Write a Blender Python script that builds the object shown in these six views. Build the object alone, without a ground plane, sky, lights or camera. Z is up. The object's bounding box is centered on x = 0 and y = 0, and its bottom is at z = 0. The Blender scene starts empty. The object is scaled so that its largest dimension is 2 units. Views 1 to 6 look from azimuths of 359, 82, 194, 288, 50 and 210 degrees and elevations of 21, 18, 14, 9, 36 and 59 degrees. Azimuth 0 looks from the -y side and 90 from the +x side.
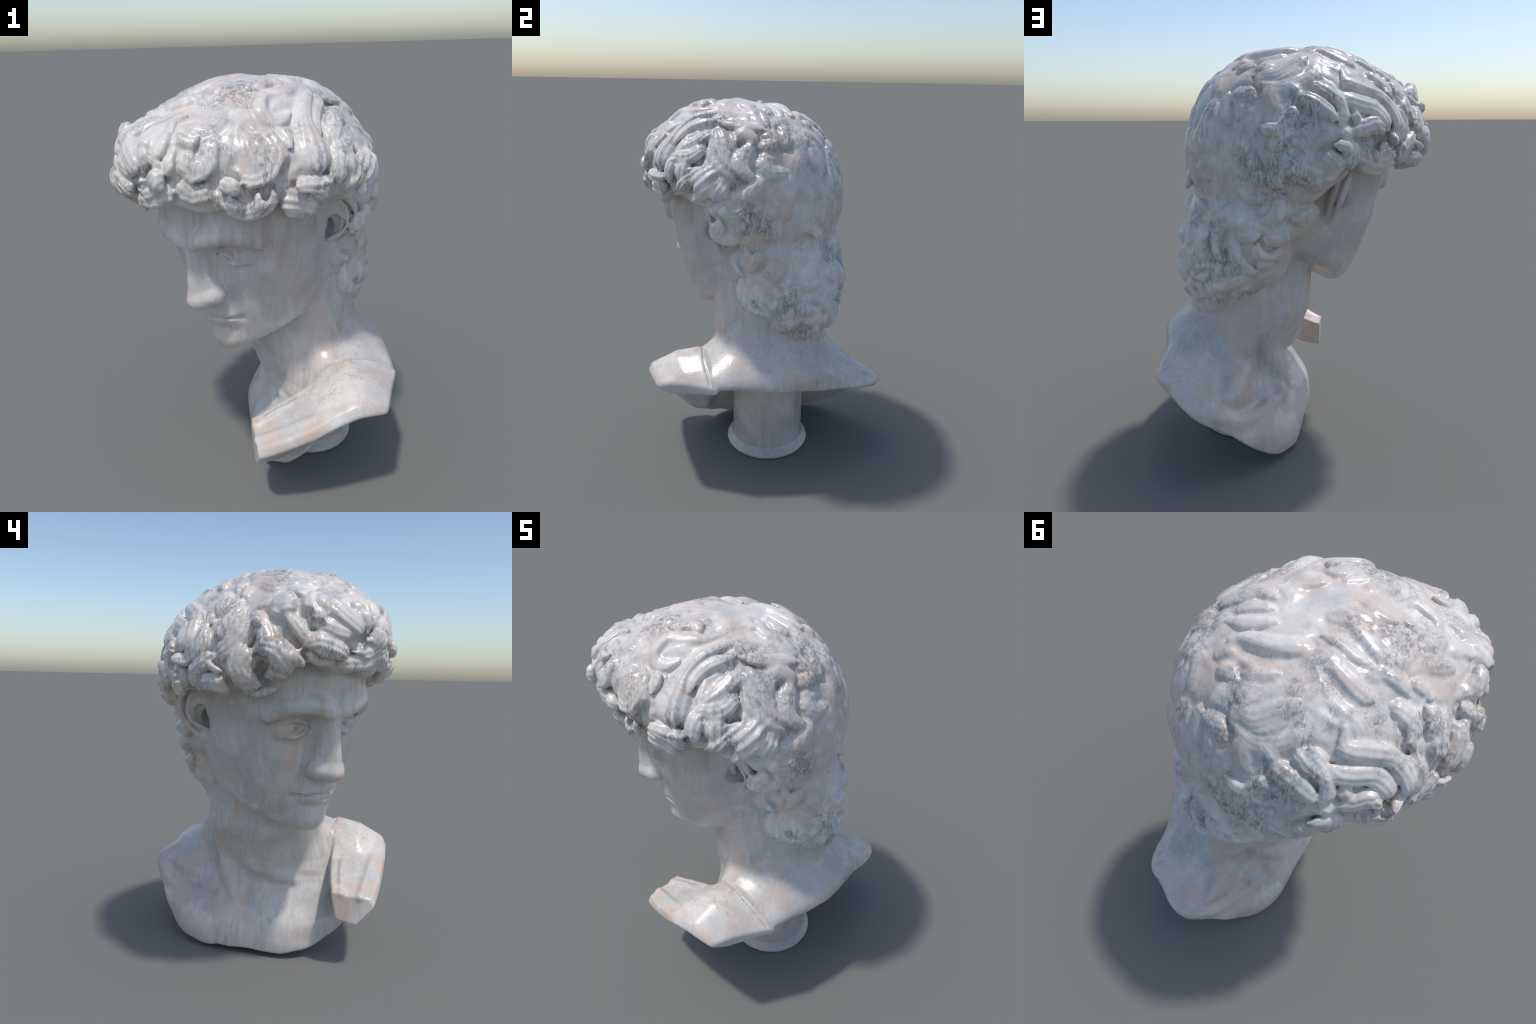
"""Marble bust of a curly-haired young man, carved procedurally.

The stone is described as a signed-distance field (lofted sections for neck,
chest, face and hair mass; tapered strokes for the locks; small additive
bumps for the features), turned into one smooth surface and then cut into
named parts that share their borders.
"""
import math, sys
import numpy as np
try:
    import bpy
except ImportError:          # lets the field be inspected without Blender
    bpy = None

STEP = 0.005                 # sampling step of the field, metres
LO = np.array([-0.74, -0.75, -0.03])
HI = np.array([0.76, 0.76, 2.05])

# ------------------------------------------------------------------ frames
FACE_AZ = math.radians(-39.5)        # direction the face looks to
ROLL = math.radians(2.9)             # sideways tilt of the head
FWD = np.array([math.sin(FACE_AZ), -math.cos(FACE_AZ), 0.0])
_l0 = np.cross([0, 0, 1], FWD)
LEFT = math.cos(ROLL) * _l0 + math.sin(ROLL) * np.array([0, 0, 1.0])
UP = math.cos(ROLL) * np.array([0, 0, 1.0]) - math.sin(ROLL) * _l0
HEAD0 = np.array([0.055, -0.035, 1.15]) - 0.007 * _l0


def head(x, y, z):
    """world -> head frame: forward, left, height"""
    d = (x - HEAD0[0], y - HEAD0[1], z - HEAD0[2])
    dot = lambda a: d[0] * a[0] + d[1] * a[1] + d[2] * a[2]
    return dot(FWD), dot(LEFT), dot(UP) + 1.15


def world(p):
    p = np.asarray(p, float)
    return HEAD0 + p[..., 0:1] * FWD + p[..., 1:2] * LEFT + (p[..., 2:3] - 1.15) * UP


# ------------------------------------------------------------------ helpers
def smin(a, b, k):
    h = np.maximum(k - np.abs(a - b), 0.0) / k
    return np.minimum(a, b) - h * h * k * 0.25


def smax(a, b, k):
    return -smin(-a, -b, k)


def cubic(x, n, wrap):
    i = np.floor(x).astype(np.int32)
    t = (x - i).astype(np.float32)
    w = (-.5 * t + t * t - .5 * t ** 3, 1 - 2.5 * t * t + 1.5 * t ** 3,
         .5 * t + 2 * t * t - 1.5 * t ** 3, -.5 * t * t + .5 * t ** 3)
    js = [(i + k - 1) % n if wrap else np.clip(i + k - 1, 0, n - 1) for k in range(4)]
    return js, w


def loft(table, levels, theta, s):
    """radius of a lofted body at angle theta (degrees) and level s; each row
    of the table is one cross-section, radii at equal angles all round"""
    T = np.asarray(table, np.float32)
    nl, nt = T.shape
    ja, wa = cubic(np.mod(theta, 360.0) / 360.0 * nt, nt, True)
    jb, wb = cubic(np.interp(s, levels, np.arange(nl)), nl, False)
    out = 0
    for b, vb in zip(jb, wb):
        for a, va in zip(ja, wa):
            out = out + T[b, a] * (va * vb)
    return out


def rbf(points):
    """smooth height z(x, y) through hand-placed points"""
    P = np.asarray(points, float)
    n = len(P)
    d = np.linalg.norm(P[:, None, :2] - P[None, :, :2], axis=2)
    A = np.zeros((n + 3, n + 3))
    A[:n, :n] = d
    A[:n, n] = 1
    A[:n, n + 1:] = P[:, :2]
    A[n:, :n] = A[:n, n:].T
    c = np.linalg.solve(A + np.diag([1e-4] * n + [0] * 3), np.r_[P[:, 2], 0, 0, 0])

    def f(x, y):
        out = c[n] + c[n + 1] * x + c[n + 2] * y
        for i in range(n):
            out = out + c[i] * np.sqrt((x - P[i, 0]) ** 2 + (y - P[i, 1]) ** 2 + 1e-6)
        return out
    return f


def spline(points, n):
    """Catmull-Rom curve through control points of any dimension"""
    P = np.asarray(points, float)
    if len(P) == 2:
        t = np.linspace(0, 1, n)[:, None]
        return P[0] * (1 - t) + P[1] * t
    Q = np.vstack([2 * P[0] - P[1], P, 2 * P[-1] - P[-2]])
    u = np.linspace(0, len(P) - 1 - 1e-9, n)
    i = u.astype(int)
    t = (u - i)[:, None]
    a, b, c, d = Q[i], Q[i + 1], Q[i + 2], Q[i + 3]
    return .5 * (2 * b + (c - a) * t + (2 * a - 5 * b + 4 * c - d) * t ** 2 + (3 * b - a - 3 * c + d) * t ** 3)


# ------------------------------------------------------------------ the field
class Field:
    def __init__(self):
        self.n = np.ceil((HI - LO) / STEP).astype(int) + 1
        self.ax = [(LO[k] + STEP * np.arange(self.n[k])).astype(np.float32) for k in range(3)]
        self.D = np.full(self.n, 0.3, np.float32)
        self.lab = np.zeros(self.n, np.int16)
        self.names = ["stone"]

    def box(self, lo, hi):
        s = []
        for k in range(3):
            a = int(np.clip(math.floor((lo[k] - LO[k]) / STEP), 0, self.n[k] - 1))
            b = int(np.clip(math.ceil((hi[k] - LO[k]) / STEP) + 1, a + 1, self.n[k]))
            s.append(slice(a, b))
        return tuple(s)

    def xyz(self, s):
        return (self.ax[0][s[0]][:, None, None], self.ax[1][s[1]][None, :, None], self.ax[2][s[2]][None, None, :])

    def label(self, name):
        if name not in self.names:
            self.names.append(name)
        return self.names.index(name)

    def normalise(self, d):
        g = np.gradient(d, STEP)
        m = np.sqrt(g[0] ** 2 + g[1] ** 2 + g[2] ** 2)
        return d / np.clip(m, 0.7, 4.0)

    def add(self, s, d, k, name=None, piece=False):
        if name is not None:
            if piece:
                self.names.append(name)
            L = self.lab[s]
            L[d < self.D[s]] = len(self.names) - 1 if piece else self.label(name)
        self.D[s] = smin(self.D[s], d, k) if np.max(k) > 0 else np.minimum(self.D[s], d)

    def cut(self, s, d, k):
        self.D[s] = smax(self.D[s], -d, k)

    def stroke(self, pts, radii, k, name=None, carve=False, n=None, flat=None):
        """tapered round stroke along a curve (world points)"""
        P = np.c_[np.asarray(pts, float), np.asarray(radii, float)]
        if n is None:
            ln = np.linalg.norm(np.diff(P[:, :3], axis=0), axis=1).sum()
            n = int(np.clip(ln / 0.022, 3, 40))
        C = spline(P, n)
        pad = C[:, 3].max() + k + 2 * STEP
        s = self.box((C[:, :3] - pad).min(0), (C[:, :3] + pad).max(0))
        x, y, z = self.xyz(s)
        d = np.full(np.broadcast(x, y, z).shape, 1.0, np.float32)
        for a, b in zip(C[:-1], C[1:]):
            sub = self.box(np.minimum(a[:3], b[:3]) - pad, np.maximum(a[:3], b[:3]) + pad)
            loc = tuple(slice(q.start - o.start, q.stop - o.start) for q, o in zip(sub, s))
            X, Y, Z = self.xyz(sub)
            v = b[:3] - a[:3]
            q = max(float(v @ v), 1e-9)
            t = np.clip(((X - a[0]) * v[0] + (Y - a[1]) * v[1] + (Z - a[2]) * v[2]) / q, 0, 1)
            dd = np.sqrt((X - a[0] - t * v[0]) ** 2 + (Y - a[1] - t * v[1]) ** 2 + (Z - a[2] - t * v[2]) ** 2) - (a[3] + (b[3] - a[3]) * t)
            d[loc] = np.minimum(d[loc], dd)
        if carve:
            self.cut(s, d, k)
        else:
            self.add(s, d, k, name)

    def bump(self, c, size, amount, frame="head", tilt=0.0):
        """soft swelling (+) or hollow (-) of the surface around a point"""
        c = np.asarray(c, float)
        cw = world(c) if frame == "head" else c
        r = max(size) * 3.0
        s = self.box(cw - r, cw + r)
        x, y, z = self.xyz(s)
        if frame == "head":
            f, l, h = head(x, y, z)
        else:
            f, l, h = x, y, z
        a, b = l - c[1], h - c[2]
        if tilt:
            a, b = a * math.cos(tilt) + b * math.sin(tilt), b * math.cos(tilt) - a * math.sin(tilt)
        e = ((f - c[0]) / size[0]) ** 2 + (a / size[1]) ** 2 + (b / size[2]) ** 2
        self.D[s] -= (amount * np.exp(-e)).astype(np.float32)

    def ellipsoid(self, c, r, k, name=None, carve=False, axes=None):
        """ellipsoid in the head frame, optionally turned to three given axes"""
        c = np.asarray(c, float)
        cw = world(c)
        m = max(r) * 1.1 + k + 2 * STEP
        s = self.box(cw - m, cw + m)
        f, l, h = head(*self.xyz(s))
        q = (f - c[0], l - c[1], h - c[2])
        if axes is not None:
            q = [q[0] * a[0] + q[1] * a[1] + q[2] * a[2] for a in axes]
        a = np.sqrt(sum((q[i] / r[i]) ** 2 for i in range(3)))
        b = np.sqrt(sum((q[i] / r[i] ** 2) ** 2 for i in range(3)))
        d = (a * (a - 1) / np.maximum(b, 1e-6)).astype(np.float32)
        self.cut(s, d, k) if carve else self.add(s, d, k, name)

    def hstroke(self, pts, radii, k, name=None, carve=False):
        """stroke given in the head frame; one radius, or one per point"""
        r = [radii] * len(pts) if np.isscalar(radii) else radii
        self.stroke(world(np.asarray(pts, float)), r, k, name, carve)


# ------------------------------------------------------------------ neck and chest
TRUNK_AXIS = (0.22, 0.03)
TRUNK_Z = [0.0, 0.1, 0.2, 0.3, 0.4, 0.45, 0.5, 0.6, 0.7, 0.8, 0.95, 1.1]
# radii every 22.5 degrees, from -y over +x (the back) to +y and -x (the chest)
TRUNK = [
    [.55, .48, .46, .44, .43, .42, .40, .46, .62, .505, .415, .330, .296, .315, .378, .44],
    [.56, .49, .47, .45, .43, .42, .42, .50, .64, .512, .415, .332, .295, .322, .382, .445],
    [.58, .53, .52, .47, .43, .43, .47, .57, .655, .492, .358, .308, .265, .296, .365, .455],
    [.57, .57, .56, .480, .435, .435, .470, .600, .675, .378, .288, .245, .208, .215, .278, .39],
    [.47, .60, .570, .475, .440, .435, .485, .626, .655, .290, .258, .225, .202, .192, .224, .305],
    [.43, .605, .567, .476, .443, .437, .488, .642, .555, .266, .246, .225, .222, .212, .228, .297],
    [.40, .61, .567, .478, .445, .440, .490, .628, .420, .258, .238, .224, .248, .238, .238, .29],
    [.35, .58, .548, .464, .430, .440, .450, .448, .360, .292, .272, .265, .284, .284, .274, .308],
    [.315, .35, .372, .348, .322, .312, .318, .32, .325, .305, .310, .315, .318, .320, .308, .327],
    [.315, .31, .290, .275, .28, .29, .30, .305, .305, .305, .315, .325, .325, .325, .318, .325],
    [.31, .285, .265, .265, .28, .29, .29, .295, .295, .295, .305, .320, .325, .315, .300, .305],
    [.28, .265, .26, .27, .28, .28, .28, .285, .285, .285, .300, .315, .320, .306, .291, .280]]
# lower edge of the chest: a loop that dips in front and climbs to the back
RIM = [(.54, -.606, .535), (.635, -.325, .555), (.672, -.092, .550), (.663, .073, .530), (.602, .291, .492),
       (.546, .464, .462), (.450, .614, .425), (.380, .667, .40), (.287, .688, .362), (.204, .670, .315),
       (.129, .607, .227), (.060, .500, .125), (.012, .400, .060), (-.055, .330, .040), (-.078, .180, .030),
       (-.080, 0, .020), (-.065, -.123, .021), (-.059, -.247, .040), (.02, -.33, .062), (.08, -.43, .125),
       (.12, -.49, .20), (.2, -.62, .36), (.4, -.63, .48)]


def build_trunk(F):
    s = F.box((-.3, -.75, -.02), (.76, .76, 1.15))
    x, y, z = F.xyz(s)
    dx, dy = x - TRUNK_AXIS[0], y - TRUNK_AXIS[1]
    r = np.sqrt(dx * dx + dy * dy)
    th = np.degrees(np.arctan2(dx, -dy))
    sh = np.broadcast(x, y, z).shape
    R = loft(TRUNK, TRUNK_Z, np.broadcast_to(th, sh), np.broadcast_to(z, sh))
    d = F.normalise(r - R)
    hollow = [(.30, .02, .42), (.45, .02, .49), (.05, .20, .05), (.05, -.18, .05), (.05, -.30, .07), (.12, -.18, .20), (.12, .2, .20),
              (.20, -.35, .175), (.18, -.43, .19), (.17, -.28, .25), (.27, -.40, .37), (.27, -.28, .41), (.40, -.30, .50), (.55, -.30, .545),
              (.15, -.55, .26), (.06, .33, .085), (.15, .34, .23), (.25, .36, .36), (.40, .30, .45), (.52, .25, .48), (.22, .52, .32)]
    under = rbf(RIM + hollow)(x[:, :, 0], y[:, :, 0])[:, :, None]
    d = smax(d, (under - z) * 0.8, 0.02)
    d = smax(d, z - 1.12, 0.02)
    F.add(s, d.astype(np.float32), 0.0, "torso")
    F.lab[s][(F.lab[s] == F.label("torso")) & ((z - .36) > 1.1 * (r - .22))] = F.label("neck")


def build_base(F):
    """short column with a moulded foot"""
    s = F.box((0, -.3, -.02), (.6, .35, .6))
    x, y, z = F.xyz(s)
    r = np.sqrt((x - .257) ** 2 + (y - .022) ** 2)
    R = .205 + .030 * np.exp(-(z / .055) ** 2) + .010 * np.exp(-((z - .022) / .016) ** 2) - .006 * np.exp(-((z - .055) / .014) ** 2)
    d = smax(r - R, -z + 0.0, 0.012)
    d = smax(d, z - .52, 0.02)
    F.add(s, d.astype(np.float32), 0.03, "pedestal")


# strap over the left shoulder: sections from the broken front end to the back
# each: x, then (y, z) of inner edge, crest, outer edge, outer foot, keel, inner foot
STRAP = [
    (-.075, (-.432, .420), (-.53, .402), (-.630, .388), (-.645, .35), (-.560, .250), (-.46, .275)),
    (.054, (-.401, .476), (-.52, .455), (-.650, .440), (-.662, .40), (-.57, .29), (-.42, .31)),
    (.199, (-.384, .552), (-.51, .545), (-.658, .505), (-.668, .46), (-.58, .38), (-.38, .42)),
    (.300, (-.380, .643), (-.50, .630), (-.648, .560), (-.668, .52), (-.58, .44), (-.35, .50)),
    (.407, (-.365, .688), (-.50, .665), (-.635, .597), (-.655, .558), (-.58, .50), (-.30, .55)),
    (.540, (-.345, .643), (-.46, .617), (-.590, .563), (-.606, .540), (-.55, .52), (-.30, .56)),
    (.640, (-.335, .578), (-.40, .567), (-.50, .555), (-.52, .535), (-.48, .52), (-.30, .55))]


def build_strap(F):
    s = F.box((-.15, -.75, .15), (.72, -.2, .8))
    x, y, z = F.xyz(s)
    u = np.interp(x, [q[0] for q in STRAP], np.arange(len(STRAP)))
    j, w = cubic(u, len(STRAP), False)
    n = len(STRAP[0]) - 1
    S = np.array([[p for p in q[1:]] for q in STRAP])
    S = S + .07 * (S.mean(1, keepdims=True) - S)
    poly = []
    for i in range(n):
        poly.append(tuple(sum(S[jj, i, c] * ww for jj, ww in zip(j, w)) for c in (0, 1)))
    d2 = None
    inside = None
    for i in range(n):
        (ay, az), (by, bz) = poly[i], poly[(i + 1) % n]
        vy, vz = by - ay, bz - az
        t = np.clip(((y - ay) * vy + (z - az) * vz) / (vy * vy + vz * vz + 1e-9), 0, 1)
        q = (y - ay - t * vy) ** 2 + (z - az - t * vz) ** 2
        d2 = q if d2 is None else np.minimum(d2, q)
        c = ((az > z) != (bz > z)) & (y < vy * (z - az) / np.where(np.abs(vz) < 1e-9, 1e-9, vz) + ay)
        inside = c if inside is None else inside ^ c
    d = np.where(inside, -np.sqrt(d2), np.sqrt(d2)) - .010
    for i in range(5):                     # worn, rounded edges
        for axis in range(3):
            e = np.concatenate([d.take([0], axis), d, d.take([-1], axis)], axis)
            m = d.shape[axis]
            d = .25 * e.take(range(0, m), axis) + .5 * d + .25 * e.take(range(2, m + 2), axis)
    # broken front end, slightly oblique
    d = smax(d, -(x + .07 + .12 * (y + .5)), .012)
    # back end follows the edge of the shoulder
    d = smax(d, (x - .545 + (y + .60) * -.36) * .93, .015)
    F.add(s, d.astype(np.float32), 0.03, "shoulder_strap")
    # folds along the top
    F.stroke([(-.065, -.515, .425), (.03, -.50, .485), (.13, -.49, .545)], [.010, .012, .006], .02, carve=True)
    F.stroke([(-.055, -.48, .412), (.03, -.465, .462), (.14, -.45, .518)], [.012, .013, .008], .02, "shoulder_strap")
    F.stroke([(-.05, -.575, .405), (.05, -.585, .450), (.20, -.60, .525)], [.010, .011, .008], .03, "shoulder_strap")


# ------------------------------------------------------------------ face and skull
FACE_Z = [.74, .78, .82, .88, .95, 1.02, 1.10, 1.20, 1.28, 1.38, 1.50, 1.62]
# radii at 0, 22.5, 45, 67.5, 90, 112.5, 135, 157.5, 180 degrees from straight ahead (mirrored)
FACE = [
    [.345, .290, .215, .190, .18, .17, .17, .17, .17],
    [.390, .330, .262, .228, .21, .20, .20, .20, .20],
    [.405, .355, .298, .265, .245, .23, .22, .22, .22],
    [.415, .380, .340, .302, .275, .26, .25, .25, .25],
    [.435, .408, .370, .330, .300, .28, .28, .28, .28],
    [.455, .430, .398, .352, .318, .30, .30, .30, .30],
    [.455, .445, .425, .375, .335, .32, .32, .33, .33],
    [.470, .460, .450, .400, .352, .34, .35, .37, .38],
    [.500, .480, .465, .415, .368, .36, .38, .40, .40],
    [.575, .548, .482, .418, .380, .37, .39, .40, .40],
    [.585, .555, .485, .428, .39, .38, .39, .39, .39],
    [.540, .530, .490, .430, .40, .37, .37, .37, .37]]


def build_head(F):
    s = F.box((-.62, -.65, .68), (.62, .6, 1.72))
    x, y, z = F.xyz(s)
    f, l, h = head(x, y, z)
    r = np.sqrt(f * f + l * l)
    th = np.degrees(np.arctan2(l, f))
    T = np.array(FACE)
    T = np.hstack([T, T[:, -2:0:-1]])
    R = loft(T, FACE_Z, th, h)
    d = F.normalise(r - R)
    jaw = .755 + .5 * np.maximum(.33 - f, 0) + .15 * np.abs(l)
    d = smax(d, (jaw - h) * .85, 0.05)
    d = smax(d, h - 1.68, 0.03)
    F.add(s, d.astype(np.float32), 0.03, "head")


def both(points):
    """a path on the left side and its mirror image"""
    for sgn in (1, -1):
        yield sgn, [(f, sgn * l, h) for f, l, h in points]


def build_features(F):
    # forehead and knitted brow
    for sg, p in both([(.563, .045, 1.345), (.553, .12, 1.376), (.503, .20, 1.375), (.425, .27, 1.335)]):
        F.hstroke(p, [.036, .036, .030, .022], .05, "head")
    F.bump((.58, 0, 1.36), (.05, .03, .03), -.006)
    # eye sockets
    for sg in (1, -1):
        F.bump((.50, sg * .105, 1.30), (.07, .055, .035), -.030)
        F.bump((.44, sg * .20, 1.285), (.07, .07, .035), -.010)
    # nose: wedge, ridge, tip and wings
    F.hstroke([(.50, 0, 1.33), (.503, 0, 1.22), (.492, 0, 1.11)], [.044, .054, .070], .04, "nose")
    F.hstroke([(.543, 0, 1.335), (.552, 0, 1.25), (.556, 0, 1.16), (.548, 0, 1.085)], [.027, .026, .028, .034], .03, "nose")
    F.ellipsoid((.538, 0, 1.066), (.049, .050, .042), .035, "nose")
    for sg in (1, -1):
        F.ellipsoid((.478, sg * .060, 1.080), (.058, .034, .036), .035, "nose")
        F.hstroke([(.455, sg * .088, 1.12), (.442, sg * .096, 1.085), (.450, sg * .090, 1.05)], .007, .02, carve=True)
        F.hstroke([(.465, sg * .055, 1.048), (.505, sg * .030, 1.042)], .013, .008, carve=True)
    F.ellipsoid((.495, 0, 1.045), (.030, .012, .025), .012, "nose")
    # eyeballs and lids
    for sg in (1, -1):
        F.ellipsoid((.372, sg * .155, 1.274), (.090, .092, .076), .006, "eye|" + "rl"[sg > 0])
        up = [(.462, sg * .080, 1.280), (.474, sg * .110, 1.304), (.466, sg * .155, 1.313), (.436, sg * .205, 1.303), (.388, sg * .242, 1.284)]
        F.hstroke(up, [.008, .011, .012, .011, .007], .006, "head")
        F.hstroke([(.498, sg * .100, 1.322), (.490, sg * .15, 1.333), (.452, sg * .215, 1.322), (.40, sg * .255, 1.300)], [.007, .008, .008, .006], .010, carve=True)
        F.hstroke([(.489, sg * .10, 1.296), (.482, sg * .15, 1.300), (.452, sg * .20, 1.291)], .005, .006, carve=True)
        lowl = [(.462, sg * .080, 1.276), (.463, sg * .115, 1.248), (.453, sg * .155, 1.236), (.425, sg * .20, 1.250), (.388, sg * .240, 1.278)]
        F.hstroke(lowl, [.008, .010, .011, .010, .007], .008, "head")
        F.hstroke([(.478, sg * .092, 1.212), (.457, sg * .14, 1.198), (.428, sg * .20, 1.215)], .008, .020, carve=True)
        F.hstroke([(.478, sg * .077, 1.277), (.466, sg * .072, 1.274)], .005, .008, carve=True)
        F.hstroke([(.462, sg * .140, 1.274), (.472, sg * .140, 1.274)], .013, .005, carve=True)
        F.hstroke([(.455, sg * .137, 1.279), (.464, sg * .137, 1.279)], .005, .004, "eye|" + "rl"[sg > 0])
    # frown folds above the brow
    for sg in (1, -1):
        F.hstroke([(.612, sg * .11, 1.405), (.600, sg * .155, 1.418), (.575, sg * .20, 1.412)], .008, .022, carve=True)
        F.bump((.575, sg * .085, 1.375), (.05, .035, .03), .008)
    F.hstroke([(.618, .008, 1.36), (.614, .010, 1.43)], .006, .02, carve=True)
    # mouth
    F.ellipsoid((.400, 0, .965), (.060, .085, .060), .06, "head")
    def across(half):
        return [(f, -l, h) for f, l, h in half[:0:-1]] + half
    F.hstroke(across([(.453, 0, .973), (.446, .035, .979), (.408, .09, .962)]), [.007, .016, .015, .016, .007], .015, "mouth")
    F.hstroke(across([(.442, 0, .931), (.434, .035, .935), (.400, .08, .944)]), [.007, .018, .020, .018, .007], .015, "mouth")
    F.hstroke(across([(.469, 0, .954), (.458, .035, .957), (.420, .09, .955), (.394, .115, .951)]), [.006, .007, .006, .0055, .006, .007, .006], .010, carve=True)
    for sg in (1, -1):
        F.bump((.39, sg * .122, .952), (.03, .022, .03), -.008)
        F.bump((.43, sg * .115, 1.02), (.04, .03, .05), -.006)
    F.bump((.435, 0, .898), (.04, .065, .022), -.012)
    F.bump((.468, 0, 1.005), (.03, .013, .02), -.006)
    # chin, cheekbones
    F.ellipsoid((.365, 0, .828), (.055, .07, .055), .06, "head")
    for sg in (1, -1):
        F.bump((.33, sg * .27, 1.20), (.09, .07, .06), .008)
        F.bump((.41, sg * .17, 1.13), (.06, .05, .05), .008)


EAR0 = np.array([.017, .351, 1.175])           # lobe, left side
EAR_AXES = (np.array([-.698, .688, -.2]), np.array([.051, .326, .944]), np.array([.714, .648, -.263]))


def build_ears(F):
    for sg in (1, -1):
        m = np.array([1, sg, 1])
        ax = [a * m for a in EAR_AXES]

        def at(u, v, w):
            return tuple((EAR0 + u * EAR_AXES[0] + v * EAR_AXES[1] + w * EAR_AXES[2]) * m)
        F.ellipsoid(at(-.01, .17, -.035), (.085, .145, .035), .02, "ear|" + "rl"[sg > 0], axes=ax)
        F.ellipsoid(at(-.03, .14, -.07), (.06, .11, .06), .02, "ear|" + "rl"[sg > 0], axes=ax)
        F.ellipsoid(at(-.005, .035, -.015), (.032, .038, .024), .015, "ear|" + "rl"[sg > 0], axes=ax)
        F.ellipsoid(at(-.015, .15, .010), (.042, .062, .050), .010, carve=True, axes=ax)
        F.ellipsoid(at(-.028, .125, -.01), (.032, .045, .085), .010, carve=True, axes=ax)
        helix = [(-.062, .212, -.015), (-.083, .246, -.008), (-.073, .291, .0), (-.044, .309, .002), (.004, .303, .002), (.044, .277, .0), (.072, .233, .0), (.083, .182, .0), (.076, .138, 0), (.055, .092, -.004), (.033, .055, -.008), (.012, .025, -.008)]
        F.hstroke([at(*p) for p in helix], [.012, .015, .016, .016, .015, .015, .015, .015, .014, .014, .014, .012], .008, "ear|" + "rl"[sg > 0])
        F.hstroke([at(*p) for p in [(-.01, .275, -.012), (.015, .25, -.006), (.037, .214, -.002), (.047, .178, 0), (.042, .135, 0), (.018, .104, -.002), (-.013, .082, -.004)]], [.010, .012, .013, .013, .013, .012, .010], .008, "ear|" + "rl"[sg > 0])
        F.hstroke([at(*p) for p in [(-.045, .25, -.02), (-.009, .224, -.012), (.03, .205, -.004)]], [.012, .013, .012], .010, "ear|" + "rl"[sg > 0])
        F.hstroke([at(*p) for p in [(-.055, .19, -.02), (-.053, .161, -.008), (-.05, .12, -.012)]], [.012, .013, .012], .012, "ear|" + "rl"[sg > 0])


# ------------------------------------------------------------------ hair mass
HAIR0 = np.array([.03, -.06, 1.45])
HAIR_EL = [-20, -5, 10, 25, 40, 55, 70, 90]
# radii every 22.5 degrees from the face over the left side to the back
HAIR = [
    [.42, .40, .40, .40, .44, .49, .514, .520, .520, .520, .535, .525, .48, .45, .43, .42],
    [.62, .55, .455, .465, .510, .530, .528, .529, .530, .522, .548, .565, .53, .575, .63, .60],
    [.725, .630, .572, .550, .550, .550, .535, .530, .535, .528, .545, .585, .580, .625, .690, .720],
    [.775, .690, .635, .595, .560, .553, .540, .532, .535, .530, .550, .585, .590, .620, .672, .752],
    [.667, .652, .608, .580, .554, .550, .547, .550, .544, .538, .558, .580, .585, .595, .632, .665],
    [.617, .622, .608, .590, .560, .555, .552, .552, .550, .542, .558, .572, .576, .582, .600, .612],
    [.578, .582, .578, .570, .558, .554, .552, .550, .545, .542, .544, .547, .560, .564, .572, .581],
    [.537] * 16]
HAIR_INSET = 0.027


def hair_radius(az, el):
    return loft(HAIR, HAIR_EL, az, el)


def relief(az, el):
    """how deeply the locks are cut: deep curls low down and on the sides,
    shallow sweeping strands on the forelock, the crown and the back"""
    a = np.abs(np.mod(np.asarray(az) + 180, 360) - 180)
    front = np.interp(el, [8, 32], [1.0, .60])
    side = np.interp(el, [25, 55], [.95, .70])
    back = np.interp(el, [-20, 0, 30, 60], [.8, .65, .68, .70])
    w = np.interp(a, [35, 60], [0, 1])
    v = np.interp(a, [95, 130], [0, 1])
    return (front * (1 - w) + side * w) * (1 - v) + back * v


def build_hair(F):
    s = F.box((-.74, -.75, 1.1), (.7, .7, 2.05))
    x, y, z = F.xyz(s)
    dx, dy, dz = x - HAIR0[0], y - HAIR0[1], z - HAIR0[2]
    rh = np.sqrt(dx * dx + dy * dy)
    r = np.sqrt(rh * rh + dz * dz)
    az = np.degrees(np.arctan2(dx, -dy)) - math.degrees(FACE_AZ)
    sh = r.shape
    el = np.degrees(np.arctan2(np.broadcast_to(dz, sh), np.broadcast_to(rh, sh)))
    depth = HAIR_INSET * relief(np.broadcast_to(az, sh), el)
    R = hair_radius(np.broadcast_to(az, sh), el) - depth
    d = F.normalise(r - R)
    f, l, h = head(x, y, z)
    a = np.degrees(np.arctan2(l, f))
    line = np.where(a > 0, np.interp(a, [0, 30, 55, 75, 90, 110, 140, 180], [1.52, 1.49, 1.48, 1.485, 1.45, 1.26, 1.16, 1.16]),
                    np.interp(-a, [0, 15, 30, 45, 58, 72, 90, 110, 140, 180], [1.52, 1.56, 1.55, 1.49, 1.43, 1.45, 1.45, 1.27, 1.16, 1.16]))
    line = line + np.interp(np.abs(a), [70, 100], [.014, 0]) * np.sin(np.radians(a * 17 + 40 * np.sin(np.radians(3 * a))))
    line = line + np.interp(np.abs(a), [95, 125], [0, .03]) * np.sin(np.radians(a * 9 + 60 * np.sin(np.radians(4 * a))))
    d = smax(d, line - h, 0.06)
    F.add(s, d.astype(np.float32), np.interp(np.abs(a), [100, 125], [.012, .045]), "hair")


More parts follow.
